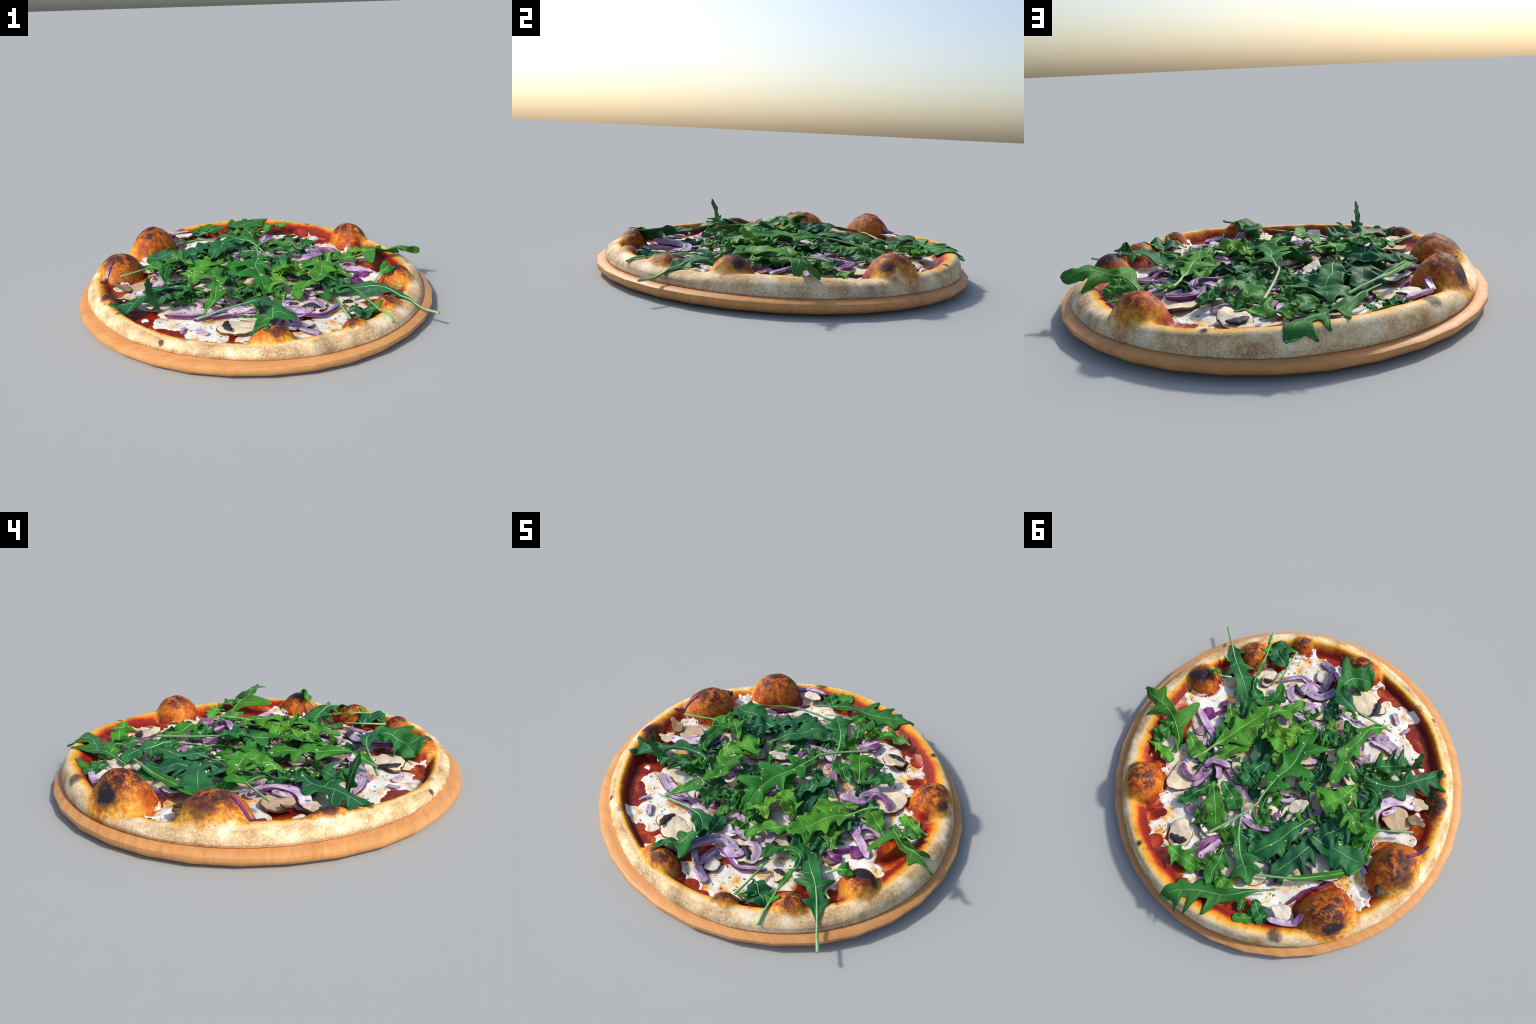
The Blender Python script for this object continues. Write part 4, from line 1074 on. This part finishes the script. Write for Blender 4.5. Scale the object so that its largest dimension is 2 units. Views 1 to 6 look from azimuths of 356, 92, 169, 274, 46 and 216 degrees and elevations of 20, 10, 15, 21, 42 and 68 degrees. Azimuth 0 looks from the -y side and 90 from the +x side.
def filler_petals():
    # broad pale petals of the inner onion layers
    R = np.random.default_rng(17)
    for i in range(16):
        rad, a = .12 + .48 * math.sqrt(R.uniform(0, 1)), R.uniform(0, math.tau)
        x, y, h, ln = rad * math.cos(a), rad * math.sin(a), R.uniform(0, math.tau), R.uniform(.09, .15)
        z0 = float(floor_height(x, y)) + R.uniform(.014, .034)
        pts = [(x + ln * u * math.cos(h) - 1.1 * ln * u * u * math.sin(h), y + ln * u * math.sin(h) + 1.1 * ln * u * u * math.cos(h), z0 + .012 * (1 - 4 * u * u)) for u in (-.5, -.17, .17, .5)]
        build_onion(dict(path=pts, w=R.uniform(.030, .044), h=.011, skin=R.uniform(0, .25)), 400 + i)


filler_petals()


# ------------------------------------------------------------------ mushroom slices
def build_mushroom(spec, i):
    R = np.random.default_rng(5000 + i)
    s, stem = spec["size"], spec.get("stem", .3)
    cx, cy, cz = spec["centre"]
    hd, tilt = math.radians(spec["heading"]), math.radians(spec.get("tilt", 0))
    m, rings = 48, 7
    a = np.linspace(0, math.tau, m, endpoint=False)
    # outline of a sliced cap: rounded dome, flatter underside, stub of stem along +x
    rad = 1.12 * s * (1 - .16 * np.cos(a) + .05 * np.sin(2 * a + R.uniform(0, 6)) + .04 * np.sin(5 * a + R.uniform(0, 6)) + .02 * np.sin(11 * a + R.uniform(0, 6)) + .012 * np.sin(19 * a + R.uniform(0, 6)))
    rad = rad + s * stem * .8 * np.exp(-np.abs(((a + math.pi) % math.tau - math.pi) / .42) ** 3)
    th = .005 + .012 * s
    P = []
    for z, f in ((-th, .0), (-th, .5), (-th, .93), (-.5 * th, 1.0), (.5 * th, 1.0), (th * .95, .955), (th, .75), (th, .5), (th, .25), (th, .0)):
        ff = max(f, .02)
        P.append(np.stack([rad * ff * np.cos(a), rad * ff * np.sin(a) * .88, np.full(m, z) + (.16 * s * (ff ** 2) * np.sin(2 * a + i) * .5 + .05 * s * np.sin(3 * a + i) * ff if True else 0)], 1))
    nr = len(P)
    P = np.vstack(P)
    P[:, 2] += .004 * vnoise(P[:, 0] + i, P[:, 1], 60, 21) * 1.0
    ct, st = math.cos(tilt), math.sin(tilt)
    X = P[:, 0] * ct
    Z = P[:, 2] + P[:, 0] * st
    W = np.stack([cx + X * math.cos(hd) - P[:, 1] * math.sin(hd), cy + X * math.sin(hd) + P[:, 1] * math.cos(hd), cz + Z], 1)
    lift = max(0.0, float((crust_height(W[:, 0], W[:, 1]) + .002 - W[:, 2]).mean()))
    W[:, 2] += lift
    F = grid_faces(nr, m, True)
    ob = part("mushroom_slice", W, F, MAT["mush"])
    ob["tone"] = float(spec.get("tone", .35))
    ob.data.materials.append(MAT["rim"])
    for p in ob.data.polygons:
        if (p.index // m) in (1, 2, 3, 4):
            p.material_index = 1
    if "gill" in spec:
        gx, gy, gl, gw = spec["gill"]
        n, k = 22, 8
        u = np.linspace(-1, 1, n)
        V = []
        for q in u:
            wv = gw * math.sqrt(max(.02, 1 - q * q)) * (1 + .15 * math.sin(9 * q + i))
            for c in range(k):
                b = math.tau * c / k
                V.append((gx + wv * math.cos(b) - .25 * gl * q * q * (1 if gx > 0 else -1), gy + gl * q, .014 + .008 * math.sin(b) * math.sqrt(max(.05, 1 - q * q))))
        V = np.array(V)
        X, Z = V[:, 0] * ct, V[:, 2] + V[:, 0] * st
        Wg = np.stack([cx + X * math.cos(hd) - V[:, 1] * math.sin(hd), cy + X * math.sin(hd) + V[:, 1] * math.cos(hd), cz + Z + lift], 1)
        mesh_object("gills", Wg, grid_faces(n, k, True) + [tuple(range(k)), tuple((n - 1) * k + c for c in reversed(range(k)))], MAT["gill"], ob)
    return ob


for i, spec in enumerate(MUSHROOMS):
    build_mushroom(spec, i)


def filler_mushrooms():
    # slices half buried under the leaves in the middle
    R = np.random.default_rng(55)
    for i in range(26):
        rad, a = .52 * math.sqrt(R.uniform(0, 1)), R.uniform(0, math.tau)
        x, y = rad * math.cos(a), rad * math.sin(a)
        z = float(floor_height(x, y)) + R.uniform(.012, .03) + .03 * math.exp(-((x + .15) ** 2 + (y - .1) ** 2) / .08) * R.uniform(0, 1)
        build_mushroom(dict(centre=(x, y, z), heading=R.uniform(0, 360), size=R.uniform(.035, .06), stem=R.uniform(.1, .9), tilt=R.uniform(-22, 22), tone=R.uniform(.05, .55), **(dict(gill=(R.choice([-.02, .02]), 0, R.uniform(.02, .035), .011)) if i % 3 == 0 else {})), 100 + i)


filler_mushrooms()


# ------------------------------------------------------------------ crumbs of dried herb and pale flakes
def scatter(name, count, mat, seed, size, rmax, on_top):
    R = np.random.default_rng(seed)
    bpy.context.view_layer.update()
    dg = bpy.context.evaluated_depsgraph_get()
    V, F = [], []
    tries = 0
    while len(F) < count * 8 and tries < count * 6:
        tries += 1
        rad, a = rmax * math.sqrt(R.uniform(0, 1)), R.uniform(0, math.tau)
        ok, loc, nor, idx, hit, mw = bpy.context.scene.ray_cast(dg, (rad * math.cos(a), rad * math.sin(a), .6), (0, 0, -1))
        if not ok or not hit.name.startswith(on_top):
            continue
        nor = Vector(nor)
        if nor.z < .3:
            continue
        tx = nor.orthogonal().normalized()
        ty = nor.cross(tx)
        g = R.uniform(0, math.tau)
        l, w, h = size * R.uniform(.7, 1.6), size * R.uniform(.35, .7), size * .18
        ux, uy = tx * math.cos(g) + ty * math.sin(g), ty * math.cos(g) - tx * math.sin(g)
        o = len(V)
        c = Vector(loc) + nor * h * .8
        for dz in (-1, 1):
            for p, q in ((-1, 0), (0, -1), (1, .2), (.1, 1)):
                V.append(c + ux * p * l + uy * q * w + nor * h * dz)
        F += [(o, o + 3, o + 2, o + 1), (o + 4, o + 5, o + 6, o + 7)] + [(o + k, o + (k + 1) % 4, o + 4 + (k + 1) % 4, o + 4 + k) for k in range(4)]
        F += []
    ob = part(name, [tuple(v) for v in V], F, mat, smooth=False)
    ob["kind"] = "stuff"


scatter("dried_herb_crumbs", 110, MAT["herb"], 5, .007, .80, ("mozzarella", "onion", "mushroom", "tomato"))
scatter("pale_flakes", 60, MAT["seed"], 6, .007, .55, ("leaf",))
